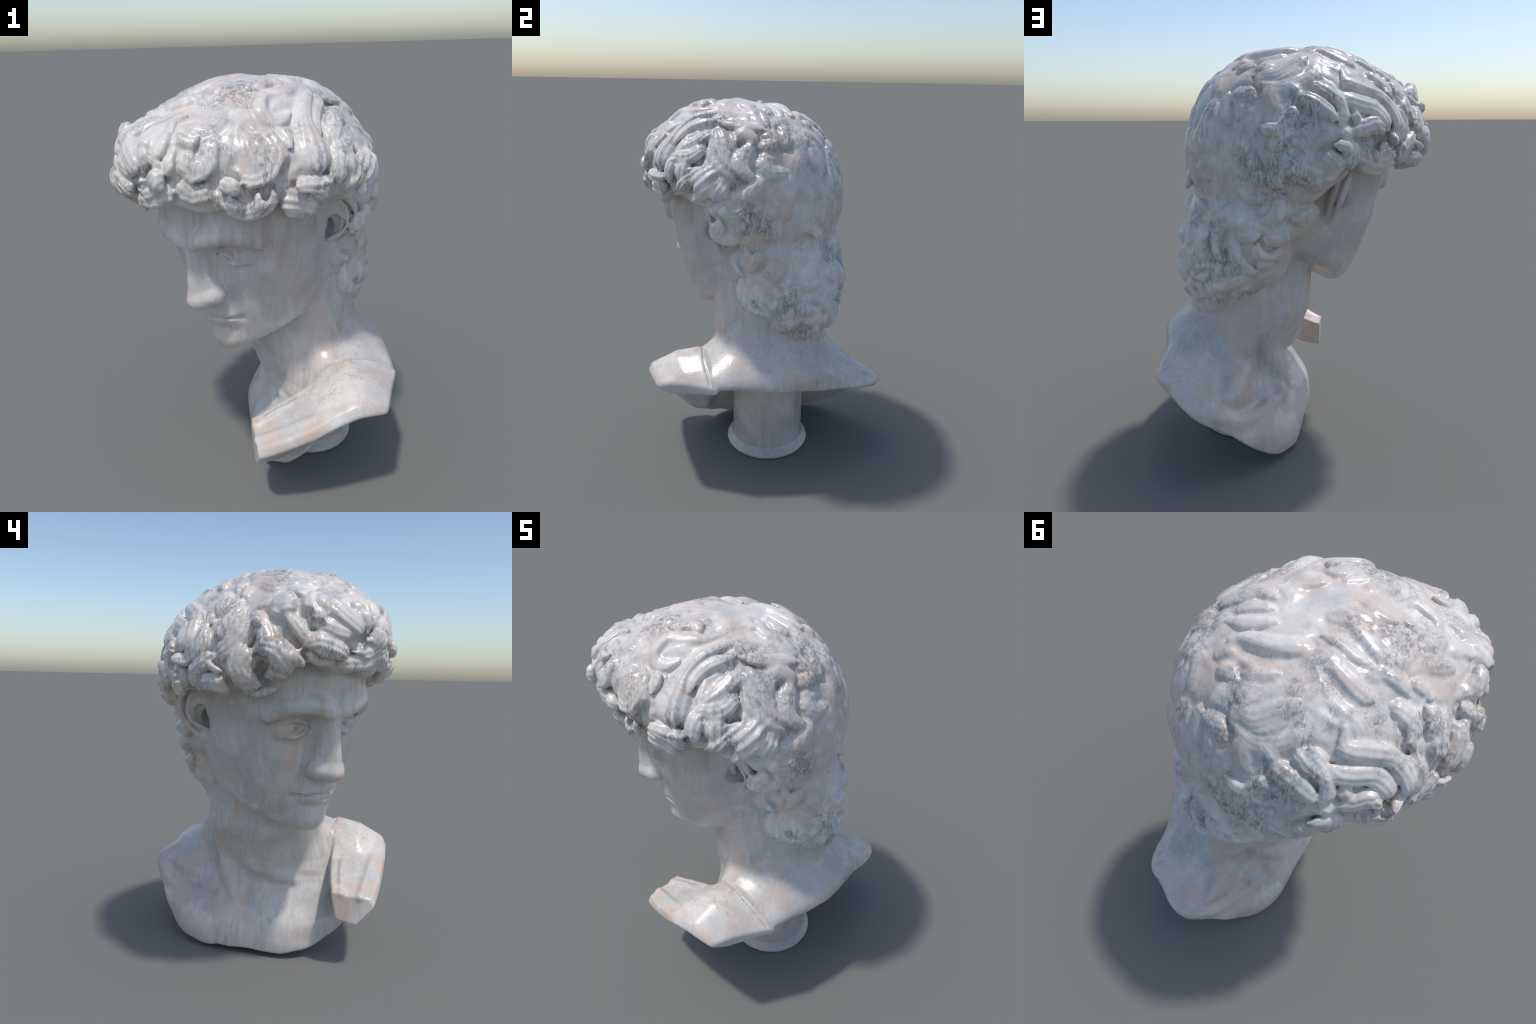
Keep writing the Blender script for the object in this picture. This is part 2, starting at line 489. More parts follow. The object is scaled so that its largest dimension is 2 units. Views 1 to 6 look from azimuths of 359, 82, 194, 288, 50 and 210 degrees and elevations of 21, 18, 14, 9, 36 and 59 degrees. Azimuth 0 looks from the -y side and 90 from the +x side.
def build_nape(F):
    """hair of the nape and behind the ears"""
    for c, r in [((-.34, .02, 1.0), (.20, .25, .27)), ((-.27, .19, 1.05), (.19, .19, .22)), ((-.27, -.13, 1.06), (.18, .17, .20)),
                 ((-.40, .05, .85), (.12, .16, .14)), ((-.20, .27, 1.20), (.12, .11, .13)), ((-.18, -.27, 1.25), (.12, .11, .11)),
                 ((-.25, 0, 1.20), (.235, .37, .16)), ((-.36, .15, .92), (.13, .15, .16))]:
        F.ellipsoid(c, np.array(r) + .012 - .5 * HAIR_INSET, .05, "hair")


def on_head(points):
    """(azimuth from the face, elevation, distance) about the skull -> world"""
    P = np.asarray(points, float)
    az, el = np.radians(P[:, 0]) + FACE_AZ, np.radians(P[:, 1])
    return HAIR0 + P[:, 2:3] * np.stack([np.cos(el) * np.sin(az), -np.cos(el) * np.cos(az), np.sin(el)], 1)


def lock(F, points, widths, blend=None):
    """one carved lock: a broad, low strand-ribbed swelling along a curve"""
    P = np.c_[on_head(points), np.asarray(widths, float)]
    ln = np.linalg.norm(np.diff(P[:, :3], axis=0), axis=1).sum()
    C = spline(P, int(np.clip(ln / 0.02, 4, 40)))
    u = np.linspace(0, 1, len(C))         # roots sink into the mass
    C[:, 3] *= np.interp(u, [0, .22, .84, 1], [.45, 1.04, 1.04, .62])
    out = C[:, :3] - HAIR0
    mid = np.asarray(points, float).mean(0)
    mid = np.asarray(points, float)[len(points) // 2] if abs(mid[0]) > 90 else mid
    g = float(relief(mid[0], mid[1])) if mid[1] > -25 else .9
    sink = (.7 * np.clip(1 - u / .25, 0, 1) ** 2 + .25 * np.clip(1 - (1 - u) / .15, 0, 1) ** 2) * C[:, 3] + .45 * (1 - g) * C[:, 3]
    C[:, :3] -= out / np.linalg.norm(out, axis=1, keepdims=True) * sink[:, None]
    k = np.clip(C[:, 3].max() * .7, .012, .03) if blend is None else blend
    pad = C[:, 3].max() * LOCK_WIDE + k + 2 * STEP
    s = F.box((C[:, :3] - pad).min(0), (C[:, :3] + pad).max(0))
    x, y, z = F.xyz(s)
    d = np.full(np.broadcast(x, y, z).shape, 1.0, np.float32)
    ribs = 2 if C[:, 3].max() < .020 else 3 if C[:, 3].max() < .036 else 4
    for a, b in zip(C[:-1], C[1:]):
        sub = F.box(np.minimum(a[:3], b[:3]) - pad, np.maximum(a[:3], b[:3]) + pad)
        loc = tuple(slice(q.start - o.start, q.stop - o.start) for q, o in zip(sub, s))
        X, Y, Z = F.xyz(sub)
        v = b[:3] - a[:3]
        q = max(float(v @ v), 1e-9)
        n = (a[:3] + b[:3]) / 2 - HAIR0
        n = n - v * (n @ v) / q
        n /= max(np.linalg.norm(n), 1e-6)
        w = np.cross(v, n)
        w /= max(np.linalg.norm(w), 1e-6)
        t = np.clip(((X - a[0]) * v[0] + (Y - a[1]) * v[1] + (Z - a[2]) * v[2]) / q, 0, 1)
        r = a[3] + (b[3] - a[3]) * t
        p = (X - a[0] - t * v[0], Y - a[1] - t * v[1], Z - a[2] - t * v[2])
        qn = p[0] * n[0] + p[1] * n[1] + p[2] * n[2]
        qw = p[0] * w[0] + p[1] * w[1] + p[2] * w[2]
        qq = np.maximum(p[0] ** 2 + p[1] ** 2 + p[2] ** 2 - qn ** 2, 0)
        dd = np.sqrt(qq / LOCK_WIDE ** 2 + (qn / LOCK_TALL) ** 2) - r
        c = np.clip(qw / (r * LOCK_WIDE), -1.3, 1.3)
        dd = dd * .85 - RIB * g * r * np.cos(math.pi * ribs * c)
        d[loc] = np.minimum(d[loc], dd)
    if blend is None:                     # a carved valley round the lock
        r = C[:, 3].mean()
        F.D[s] += g * np.clip(VALLEY * r, .006, .018) * np.exp(-(np.maximum(d, 0) / np.clip(.55 * r, .008, .02)) ** 2)
        F.add(s, d, np.clip(.5 * r, .009, .018) * (1.7 - .7 * g), "hair_lock", True)
    else:
        F.add(s, d, k, "hair")


WHORL = (168.0, 74.0)          # azimuth and elevation the hair radiates from


def under_locks(F):
    """shallow strands below the big locks, flowing away from the whorl"""
    rng = np.random.default_rng(7)
    az0, el0 = math.radians(WHORL[0]), math.radians(WHORL[1])
    pole = np.array([math.cos(el0) * math.sin(az0), -math.cos(el0) * math.cos(az0), math.sin(el0)])
    e1 = np.cross(pole, [0, 1, 0])
    e1 /= np.linalg.norm(e1)
    e2 = np.cross(pole, e1)
    for ring, dist in enumerate(range(10, 128, 15)):
        count = int(4 + 19 * math.sin(math.radians(dist)))
        for i in range(count):
            b = 2 * math.pi * (i + .5 * (ring % 2) + rng.uniform(-.25, .25)) / count
            side = rng.choice([-1, 1])
            length = rng.uniform(20, 30)
            swing = math.radians(rng.uniform(5, 13)) / max(math.sin(math.radians(dist)), .3) * side
            pts = []
            for t in np.linspace(0, 1, 5):
                d = math.radians(dist + length * t)
                bb = b + swing * math.sin(2.6 * t + .3)
                p = pole * math.cos(d) + math.sin(d) * (e1 * math.cos(bb) + e2 * math.sin(bb))
                az = math.degrees(math.atan2(p[0], -p[1]))
                el = math.degrees(math.asin(np.clip(p[2], -1, 1)))
                pts.append((az, el))
            A = np.array(pts)
            front = abs((A[-1, 0] + 180) % 360 - 180)
            if A[-1, 1] < np.interp(front, [0, 45, 75, 100, 130, 180], [14, 10, 5, -8, -28, -28]):
                continue
            w = rng.uniform(.018, .032)
            sink = np.interp(front, [80, 130], [.016, .0]) if A[:, 1].mean() < 45 else .009
            R = hair_radius(A[:, 0], A[:, 1]) - w * .8 - sink + rng.uniform(-.003, .003)
            lock(F, np.c_[A, R], [w * .5, w, w, w * .75, w * .3], .02)


def groove(F, points, widths):
    F.stroke(on_head(points), widths, .02, carve=True)


LOCK_WIDE, LOCK_TALL, RIB, VALLEY = 1.42, .92, .045, .38
LOCKS_OFF = False


def ridge(F, points, widths):
    F.stroke(points, widths, .05)


def dent(F, points, widths):
    F.stroke(points, widths, .05, carve=True)


def seam(F, points, widths):
    F.stroke(points, widths, .008, carve=True)


# <locks>
def build_neck_relief(F):
    """tendons, collar bones and hollows of neck and chest (world metres)"""
    ridge(F, [(-0.016, 0.208, 0.711), (0.084, 0.208, 0.527), (0.037, 0.158, 0.394), (0.009, 0.120, 0.303)], [.027, .032, .028, .022])
    dent(F, [(-0.003, 0.068, 0.422), (0.000, 0.059, 0.361), (-0.001, 0.050, 0.303)], [.030, .034, .026])
    dent(F, [(0.153, 0.655, 0.395), (0.085, 0.537, 0.325), (0.050, 0.384, 0.306)], [.029, .036, .029])
    ridge(F, [(0.197, 0.658, 0.364), (0.131, 0.553, 0.285), (0.059, 0.366, 0.254), (0.013, 0.202, 0.273)], [.017, .020, .022, .017])
    dent(F, [(0.029, 0.240, 0.353), (0.019, 0.254, 0.316)], [.019, .021])
    dent(F, [(0.214, 0.486, 0.491), (0.193, 0.596, 0.443), (0.176, 0.658, 0.402)], [.013, .016, .014])
    dent(F, [(0.011, 0.032, 0.401), (0.039, -0.094, 0.367), (0.058, -0.182, 0.372)], [.012, .015, .013])
    ridge(F, [(0.095, -0.195, 0.402), (0.055, -0.076, 0.442), (0.003, -0.071, 0.538)], [.016, .020, .019])
    seam(F, [(0.339, -0.359, 0.667), (0.404, -0.364, 0.678), (0.486, -0.363, 0.667), (0.564, -0.350, 0.636), (0.636, -0.333, 0.590)], [.004, .004, .004, .004, .004])


def build_locks(F):
    """carved locks: points are (azimuth from the face, elevation, distance) in
    degrees and metres about the centre of the skull; widths are half widths"""
    # forelock
    lock(F, [(-13.4, 34.9, 0.684), (-18.0, 29.3, 0.710), (-19.1, 24.8, 0.735), (-19.0, 20.6, 0.736), (-13.1, 17.7, 0.750)], [.031, .043, .043, .038, .026])
    lock(F, [(0.6, 32.8, 0.712), (2.4, 26.7, 0.745), (1.8, 22.7, 0.753), (-0.8, 18.9, 0.756)], [.017, .020, .020, .014])
    lock(F, [(6.7, 24.3, 0.736), (5.4, 19.9, 0.731), (1.9, 16.5, 0.731), (-2.3, 15.0, 0.745), (-3.6, 16.4, 0.756)], [.020, .024, .022, .021, .015])
    lock(F, [(-6.5, 26.9, 0.750), (-4.5, 23.9, 0.757), (-6.7, 20.7, 0.762)], [.021, .025, .017])
    lock(F, [(17.3, 31.9, 0.672), (17.4, 26.3, 0.684), (17.0, 21.9, 0.675), (14.2, 18.1, 0.672), (11.0, 16.9, 0.688)], [.020, .026, .030, .032, .028])
    lock(F, [(11.6, 28.3, 0.710), (11.3, 23.5, 0.714), (10.7, 19.6, 0.703), (11.0, 16.5, 0.690)], [.016, .022, .026, .024])
    lock(F, [(-21.3, 15.6, 0.726), (-26.1, 11.4, 0.705), (-25.5, 9.1, 0.695), (-24.7, 8.3, 0.667)], [.021, .024, .026, .019])
    lock(F, [(32.6, 36.0, 0.627), (38.2, 32.5, 0.616), (40.6, 27.6, 0.615), (39.6, 23.0, 0.613), (36.3, 19.8, 0.609), (31.3, 18.7, 0.617), (27.5, 20.7, 0.645)], [.022, .030, .036, .038, .038, .036, .025])
    lock(F, [(30.7, 27.9, 0.613), (32.0, 25.6, 0.600), (31.7, 23.8, 0.601)], [.047, .059, .055])
    lock(F, [(-30.3, 26.7, 0.703), (-27.8, 21.9, 0.716), (-24.8, 17.4, 0.720), (-22.6, 14.8, 0.713), (-22.0, 11.8, 0.703)], [.018, .024, .026, .028, .024])
    lock(F, [(-21.9, 14.1, 0.725), (-17.9, 14.3, 0.723), (-13.7, 13.0, 0.722), (-10.5, 11.2, 0.727)], [.028, .036, .034, .022])
    lock(F, [(-22.8, 11.0, 0.701), (-17.0, 10.7, 0.661), (-12.7, 9.9, 0.688)], [.020, .025, .018])
    lock(F, [(-17.3, 31.3, 0.723), (-14.8, 25.8, 0.749), (-12.0, 22.4, 0.754), (-8.5, 19.7, 0.752), (-5.9, 18.2, 0.757)], [.021, .029, .033, .035, .025])
    lock(F, [(-17.4, 19.5, 0.743), (-13.5, 17.9, 0.740), (-8.8, 16.8, 0.744)], [.020, .026, .022])
    lock(F, [(-4.4, 23.0, 0.772), (-1.9, 20.9, 0.763), (-2.7, 17.4, 0.755)], [.015, .020, .017])
    lock(F, [(0.2, 21.4, 0.761), (2.3, 18.4, 0.741), (0.9, 15.7, 0.735)], [.015, .020, .018])
    lock(F, [(-7.1, 12.0, 0.725), (-3.1, 11.6, 0.714), (0.6, 13.0, 0.713), (2.1, 15.0, 0.737), (2.4, 16.8, 0.752)], [.025, .033, .036, .032, .021])
    lock(F, [(9.7, 22.1, 0.718), (14.2, 19.9, 0.681), (10.6, 16.5, 0.695)], [.024, .032, .022])
    lock(F, [(15.1, 15.0, 0.663), (19.9, 12.8, 0.617), (20.6, 9.4, 0.611)], [.023, .035, .030])
    groove(F, [(-9.8, 13.8, 0.755), (-7.2, 13.2, 0.752), (-6.2, 13.9, 0.756)], [.009, .012, .009])
    groove(F, [(-27.8, 24.3, 0.732), (-25.6, 22.9, 0.739), (-22.9, 22.7, 0.748)], [.014, .018, .013])
    groove(F, [(-24.2, 20.0, 0.745), (-22.0, 19.4, 0.748), (-19.5, 19.3, 0.755)], [.009, .011, .009])
    lock(F, [(-39.4, 29.1, 0.666), (-32.8, 26.1, 0.693), (-30.2, 27.3, 0.717), (-28.4, 29.2, 0.721)], [.027, .036, .031, .021])
    lock(F, [(-48.7, 22.2, 0.647), (-42.2, 19.4, 0.668), (-40.2, 20.2, 0.694), (-39.2, 22.1, 0.690)], [.035, .038, .028, .021])
    lock(F, [(-19.2, 32.6, 0.705), (-16.8, 27.1, 0.745), (-18.5, 26.1, 0.755)], [.021, .027, .022])
    # fringe
    lock(F, [(-3.4, 12.2, 0.713), (1.1, 11.7, 0.697), (6.0, 12.7, 0.694)], [.029, .033, .024])
    lock(F, [(9.1, 15.1, 0.697), (10.4, 13.2, 0.671), (13.2, 12.6, 0.650), (17.2, 14.2, 0.647)], [.020, .028, .032, .024])
    groove(F, [(21.3, 18.6, 0.668), (19.8, 15.0, 0.655)], [.019, .021])
    lock(F, [(-47.1, 2.3, 0.658), (-45.5, -0.4, 0.578), (-40.4, -2.1, 0.570), (-33.1, -0.8, 0.569)], [.012, .016, .016, .013])
    lock(F, [(-10.6, 9.0, 0.675), (-7.4, 8.7, 0.690), (-2.8, 9.0, 0.693), (1.5, 9.7, 0.702)], [.021, .025, .025, .019])
    # top
    lock(F, [(10.5, 41.9, 0.643), (11.0, 47.5, 0.623), (13.2, 52.6, 0.618), (20.0, 55.6, 0.613)], [.013, .018, .018, .015])
    lock(F, [(-26.5, 49.8, 0.612), (-19.7, 54.1, 0.598), (-13.8, 61.1, 0.582), (-3.8, 70.7, 0.563)], [.014, .019, .019, .014])
    lock(F, [(-11.4, 42.2, 0.652), (-8.1, 45.4, 0.636), (-4.0, 47.8, 0.620), (6.2, 45.4, 0.634)], [.013, .018, .018, .011])
    lock(F, [(3.7, 30.4, 0.728), (-0.1, 33.8, 0.701), (0.5, 36.6, 0.685), (3.0, 38.3, 0.673)], [.010, .013, .013, .009])
    lock(F, [(18.2, 42.4, 0.636), (18.1, 36.8, 0.648), (15.3, 33.4, 0.670), (11.0, 32.7, 0.685), (6.3, 33.4, 0.697)], [.015, .021, .020, .018, .012])
    lock(F, [(52.5, 60.2, 0.584), (41.5, 62.4, 0.586), (30.5, 55.4, 0.607)], [.019, .024, .019])
    lock(F, [(13.4, 30.0, 0.703), (12.0, 27.8, 0.714), (9.2, 27.9, 0.724), (6.1, 30.1, 0.724)], [.010, .014, .014, .010])
    lock(F, [(43.4, 37.6, 0.602), (46.9, 34.4, 0.599), (47.7, 29.6, 0.615)], [.013, .018, .013])
    lock(F, [(30.2, 48.2, 0.612), (35.4, 46.5, 0.600), (41.0, 47.6, 0.597)], [.014, .018, .013])
    lock(F, [(-33.9, 47.6, 0.612), (-25.7, 42.9, 0.631), (-24.7, 41.5, 0.650)], [.014, .019, .014])
    lock(F, [(-27.7, 39.2, 0.648), (-23.3, 34.2, 0.677), (-23.9, 32.0, 0.707)], [.015, .022, .017])
    lock(F, [(-40.7, 44.8, 0.610), (-34.8, 39.3, 0.629), (-33.0, 37.0, 0.658)], [.017, .022, .016])
    lock(F, [(-11.7, 35.8, 0.681), (-14.8, 32.1, 0.703), (-15.3, 26.3, 0.752)], [.016, .022, .017])
    lock(F, [(-59.8, 54.0, 0.573), (-55.9, 49.1, 0.579), (-56.3, 43.9, 0.591)], [.016, .020, .016])
    lock(F, [(-50.3, 45.6, 0.596), (-48.9, 40.4, 0.604), (-50.0, 35.7, 0.617)], [.016, .021, .017])
    lock(F, [(10.2, 65.6, 0.575), (7.7, 59.2, 0.584), (5.8, 53.5, 0.614)], [.017, .024, .018])
    lock(F, [(51.6, 67.0, 0.572), (35.0, 65.6, 0.575), (26.6, 55.9, 0.612)], [.015, .023, .018])
    # side left
    lock(F, [(69.6, 43.8, 0.567), (72.2, 36.1, 0.548), (71.9, 29.7, 0.549), (68.9, 24.9, 0.560), (66.7, 19.7, 0.558), (68.4, 14.6, 0.545)], [.023, .035, .039, .034, .030, .023])
    lock(F, [(96.0, 49.2, 0.531), (96.9, 39.9, 0.519), (102.4, 32.4, 0.516), (105.8, 27.3, 0.526)], [.025, .035, .041, .031])
    lock(F, [(82.2, 28.6, 0.549), (85.1, 23.3, 0.535), (80.9, 17.0, 0.532), (76.8, 12.6, 0.529)], [.026, .036, .038, .031])
    lock(F, [(96.4, 25.4, 0.533), (98.2, 18.6, 0.521), (95.3, 13.1, 0.516), (88.3, 9.7, 0.521)], [.030, .043, .045, .034])
    lock(F, [(91.2, 33.3, 0.541), (93.6, 27.9, 0.535), (92.4, 23.9, 0.534), (87.5, 21.1, 0.532), (83.4, 17.4, 0.530), (83.1, 14.3, 0.533)], [.025, .032, .035, .040, .043, .035])
    lock(F, [(74.9, 27.4, 0.566), (71.6, 23.3, 0.564), (70.5, 16.0, 0.555)], [.022, .030, .023])
    lock(F, [(77.9, 27.8, 0.548), (79.5, 23.5, 0.541), (79.0, 19.4, 0.541)], [.030, .035, .030])
    lock(F, [(105.6, 24.8, 0.516), (100.3, 20.5, 0.509), (94.9, 16.1, 0.517)], [.055, .062, .055])
    lock(F, [(108.4, 21.2, 0.523), (106.1, 15.8, 0.518), (103.2, 11.8, 0.520)], [.035, .040, .035])
    lock(F, [(91.3, 49.4, 0.529), (97.4, 41.9, 0.504), (102.2, 34.0, 0.496), (109.1, 28.0, 0.503), (115.9, 23.4, 0.522)], [.035, .055, .065, .060, .036])
    lock(F, [(110.9, 50.9, 0.538), (120.7, 46.4, 0.528), (124.1, 40.9, 0.525), (117.9, 36.4, 0.533)], [.020, .028, .028, .020])
    lock(F, [(130.2, 48.6, 0.531), (139.7, 45.6, 0.525), (140.4, 41.1, 0.525), (129.4, 38.9, 0.529)], [.023, .029, .029, .023])
    lock(F, [(122.1, 38.3, 0.520), (117.6, 31.6, 0.511), (118.4, 24.4, 0.517)], [.026, .038, .031])
    # temple left
    lock(F, [(64.8, 16.0, 0.567), (59.4, 15.2, 0.558), (52.9, 15.6, 0.575), (50.0, 15.1, 0.587)], [.032, .034, .026, .018])
    lock(F, [(64.0, 8.0, 0.528), (61.1, 11.8, 0.545), (56.1, 12.4, 0.563)], [.028, .027, .018])
    lock(F, [(46.0, 10.3, 0.546), (53.1, 9.0, 0.495), (56.8, 7.4, 0.507)], [.036, .050, .037])
    lock(F, [(24.2, 12.2, 0.636), (25.0, 8.4, 0.604), (29.5, 6.0, 0.559), (34.9, 8.8, 0.588), (34.9, 12.5, 0.610)], [.021, .025, .027, .025, .019])
    lock(F, [(39.4, 14.1, 0.605), (39.2, 10.8, 0.586), (36.2, 7.3, 0.565), (31.9, 4.6, 0.547)], [.016, .017, .018, .014])
    lock(F, [(22.7, 16.0, 0.663), (25.0, 15.9, 0.651), (26.6, 14.1, 0.640)], [.019, .024, .019])
    groove(F, [(50.0, 24.0, 0.617), (46.1, 21.9, 0.617), (44.5, 17.4, 0.601)], [.015, .024, .027])
    lock(F, [(41.0, 16.8, 0.555), (43.3, 18.3, 0.557), (45.9, 16.6, 0.544), (43.5, 15.0, 0.540), (41.0, 16.4, 0.554)], [.010, .010, .010, .010, .009])
    groove(F, [(37.0, 13.2, 0.600), (36.6, 12.1, 0.594)], [.015, .015])
    # temple right
    lock(F, [(-40.1, 13.1, 0.689), (-36.3, 13.3, 0.694), (-32.6, 11.7, 0.694), (-30.9, 9.5, 0.680), (-32.4, 7.0, 0.631), (-36.0, 4.8, 0.629)], [.032, .036, .038, .038, .035, .025])
    lock(F, [(-40.8, 12.5, 0.691), (-45.0, 10.7, 0.677), (-46.6, 7.0, 0.668), (-45.4, 4.4, 0.657), (-43.3, 1.8, 0.614), (-39.8, 0.8, 0.608)], [.032, .036, .036, .032, .027, .017])
    groove(F, [(-38.2, 9.5, 0.704), (-38.2, 7.4, 0.683), (-39.1, 6.8, 0.510)], [.016, .020, .017])
    lock(F, [(-58.5, 11.3, 0.639), (-62.1, 8.5, 0.615), (-66.5, 5.8, 0.596), (-65.8, 1.3, 0.593)], [.025, .034, .037, .030])
    lock(F, [(-59.1, 8.1, 0.646), (-55.0, 6.5, 0.653), (-52.4, 5.2, 0.663)], [.017, .021, .016])
    lock(F, [(-64.0, 0.6, 0.613), (-57.9, 1.6, 0.628), (-53.9, 0.5, 0.626), (-55.5, -3.0, 0.560)], [.021, .027, .027, .021])
    groove(F, [(-55.5, 9.3, 0.654), (-52.3, 7.9, 0.661), (-50.8, 6.4, 0.664)], [.013, .016, .013])
    groove(F, [(-49.9, 3.2, 0.658), (-50.5, 0.4, 0.566)], [.015, .017])
    lock(F, [(-97.0, 13.5, 0.570), (-90.0, 16.5, 0.567), (-84.5, 16.4, 0.588), (-82.3, 12.8, 0.595)], [.028, .036, .034, .024])
    lock(F, [(-94.2, 6.3, 0.541), (-87.5, 3.6, 0.522), (-82.2, 2.1, 0.552), (-79.7, 4.9, 0.600)], [.033, .043, .046, .034])
    groove(F, [(-86.2, 10.3, 0.583), (-80.2, 6.9, 0.584), (-77.5, 7.5, 0.593)], [.013, .020, .015])
    # side right
    lock(F, [(-40.7, 26.3, 0.673), (-38.3, 21.2, 0.672), (-36.6, 16.3, 0.678), (-37.3, 13.2, 0.679)], [.021, .031, .036, .032])
    lock(F, [(-48.5, 31.1, 0.627), (-50.8, 26.9, 0.620), (-53.2, 22.5, 0.618), (-55.1, 18.4, 0.629)], [.021, .034, .038, .029])
    lock(F, [(-43.3, 20.6, 0.669), (-46.1, 17.4, 0.658), (-49.4, 14.0, 0.651), (-52.9, 11.9, 0.649)], [.025, .035, .037, .029])
    lock(F, [(-51.8, 38.6, 0.608), (-60.6, 34.9, 0.593), (-65.9, 28.9, 0.596), (-64.7, 22.8, 0.611)], [.016, .022, .022, .017])
    lock(F, [(-78.6, 30.7, 0.593), (-80.9, 26.4, 0.592), (-74.7, 20.5, 0.599), (-78.8, 16.7, 0.592), (-85.7, 13.7, 0.590)], [.018, .022, .022, .022, .018])
    lock(F, [(-69.4, 27.1, 0.603), (-66.1, 19.9, 0.609), (-66.8, 14.9, 0.610), (-73.8, 11.4, 0.592), (-78.1, 10.0, 0.629)], [.022, .028, .030, .029, .022])
    lock(F, [(-100.1, 30.5, 0.567), (-95.4, 24.3, 0.564), (-94.5, 19.9, 0.567)], [.022, .027, .022])
    lock(F, [(-80.8, 8.4, 0.581), (-79.4, 4.2, 0.566), (-83.8, 0.2, 0.518)], [.021, .027, .026])
    lock(F, [(-102.9, 7.4, 0.569), (-97.8, 5.1, 0.547), (-105.4, 0.2, 0.555), (-105.2, -3.4, 0.558)], [.022, .034, .035, .027])
    lock(F, [(-112.6, 37.7, 0.560), (-107.4, 33.3, 0.556), (-103.0, 29.8, 0.562), (-100.0, 26.8, 0.577)], [.030, .037, .033, .018])
    lock(F, [(-123.3, 31.3, 0.555), (-116.3, 28.4, 0.560), (-110.5, 24.0, 0.565), (-105.5, 20.1, 0.575)], [.022, .029, .029, .020])
    lock(F, [(-141.5, 18.2, 0.540), (-135.4, 16.1, 0.541), (-130.5, 16.5, 0.537), (-125.6, 22.5, 0.550), (-126.7, 25.3, 0.561)], [.016, .024, .028, .023, .011])
    lock(F, [(-137.0, 10.0, 0.542), (-130.1, 10.1, 0.528), (-122.4, 14.8, 0.550)], [.019, .026, .021])
    lock(F, [(-65.3, 44.0, 0.577), (-61.5, 37.9, 0.580), (-60.0, 31.4, 0.595)], [.018, .028, .028])
    lock(F, [(-51.8, 36.0, 0.610), (-52.6, 31.2, 0.613), (-56.2, 28.1, 0.614)], [.019, .026, .024])
    lock(F, [(-108.1, 39.6, 0.574), (-104.5, 34.4, 0.563), (-101.2, 28.8, 0.566), (-100.9, 22.9, 0.567), (-103.3, 17.7, 0.572)], [.017, .024, .024, .022, .016])
    lock(F, [(-92.0, 44.6, 0.574), (-93.0, 37.6, 0.571), (-85.2, 34.0, 0.571), (-76.0, 29.6, 0.587), (-72.8, 23.0, 0.607), (-71.6, 17.0, 0.613), (-72.0, 12.3, 0.603)], [.017, .024, .029, .028, .026, .026, .023])
    lock(F, [(-100.0, 32.1, 0.573), (-93.7, 28.1, 0.565), (-83.5, 25.2, 0.572), (-79.6, 20.0, 0.593), (-78.3, 15.2, 0.599)], [.019, .029, .029, .025, .020])
    lock(F, [(-144.9, 3.5, 0.517), (-144.0, -3.3, 0.513), (-139.5, -7.4, 0.524)], [.023, .028, .023])
    lock(F, [(-134.9, -6.3, 0.528), (-129.8, -6.9, 0.532)], [.027, .027])
    # crown left
    lock(F, [(71.9, 65.8, 0.559), (60.4, 59.0, 0.574), (46.7, 55.3, 0.588), (36.5, 51.7, 0.608), (34.9, 47.2, 0.612), (35.6, 43.3, 0.613), (39.8, 40.8, 0.598), (46.8, 42.0, 0.586), (52.4, 45.8, 0.584)], [.016, .019, .020, .020, .020, .020, .020, .019, .015])
    lock(F, [(82.4, 60.7, 0.555), (70.9, 55.1, 0.571), (63.0, 48.9, 0.573), (58.9, 41.3, 0.567), (58.4, 33.0, 0.568), (58.4, 27.3, 0.569), (58.6, 23.1, 0.568)], [.017, .020, .023, .029, .041, .050, .046])
    lock(F, [(87.2, 55.3, 0.549), (76.9, 51.3, 0.557), (69.3, 47.0, 0.562), (65.3, 41.5, 0.563), (64.9, 36.0, 0.573)], [.014, .019, .021, .020, .015])
    lock(F, [(78.3, 45.5, 0.531), (72.3, 42.2, 0.529), (70.2, 36.5, 0.539)], [.020, .028, .023])
    lock(F, [(90.3, 48.3, 0.540), (84.5, 41.3, 0.534), (79.5, 36.4, 0.542), (72.5, 31.3, 0.568)], [.023, .030, .030, .020])
    lock(F, [(88.6, 37.8, 0.537), (85.6, 32.5, 0.537), (79.7, 29.3, 0.546), (72.1, 29.0, 0.568)], [.020, .026, .027, .020])
    lock(F, [(11.5, 48.4, 0.624), (15.9, 53.9, 0.607), (19.5, 60.1, 0.592), (26.1, 68.6, 0.572)], [.014, .018, .018, .014])
    lock(F, [(14.8, 35.0, 0.660), (13.5, 38.3, 0.640), (17.9, 43.8, 0.626)], [.023, .028, .022])
    lock(F, [(82.9, 74.2, 0.544), (117.4, 71.3, 0.537), (133.6, 62.6, 0.538), (136.6, 50.7, 0.539)], [.013, .017, .017, .012])
    lock(F, [(91.2, 54.6, 0.546), (105.5, 53.2, 0.537), (119.8, 52.1, 0.536), (135.0, 49.0, 0.545)], [.014, .018, .019, .013])
    lock(F, [(-99.2, 79.9, 0.525), (-137.6, 72.8, 0.524), (-174.6, 65.9, 0.522), (-179.8, 53.9, 0.531)], [.021, .027, .026, .020])
    lock(F, [(123.1, 68.7, 0.543), (126.9, 57.9, 0.541), (132.9, 51.3, 0.541)], [.011, .014, .011])
    # back
    lock(F, [(152.3, 51.6, 0.532), (151.2, 44.7, 0.526), (146.7, 38.3, 0.530)], [.022, .027, .019])
    lock(F, [(166.6, 45.9, 0.532), (164.7, 38.0, 0.524), (162.4, 30.7, 0.520)], [.020, .025, .020])
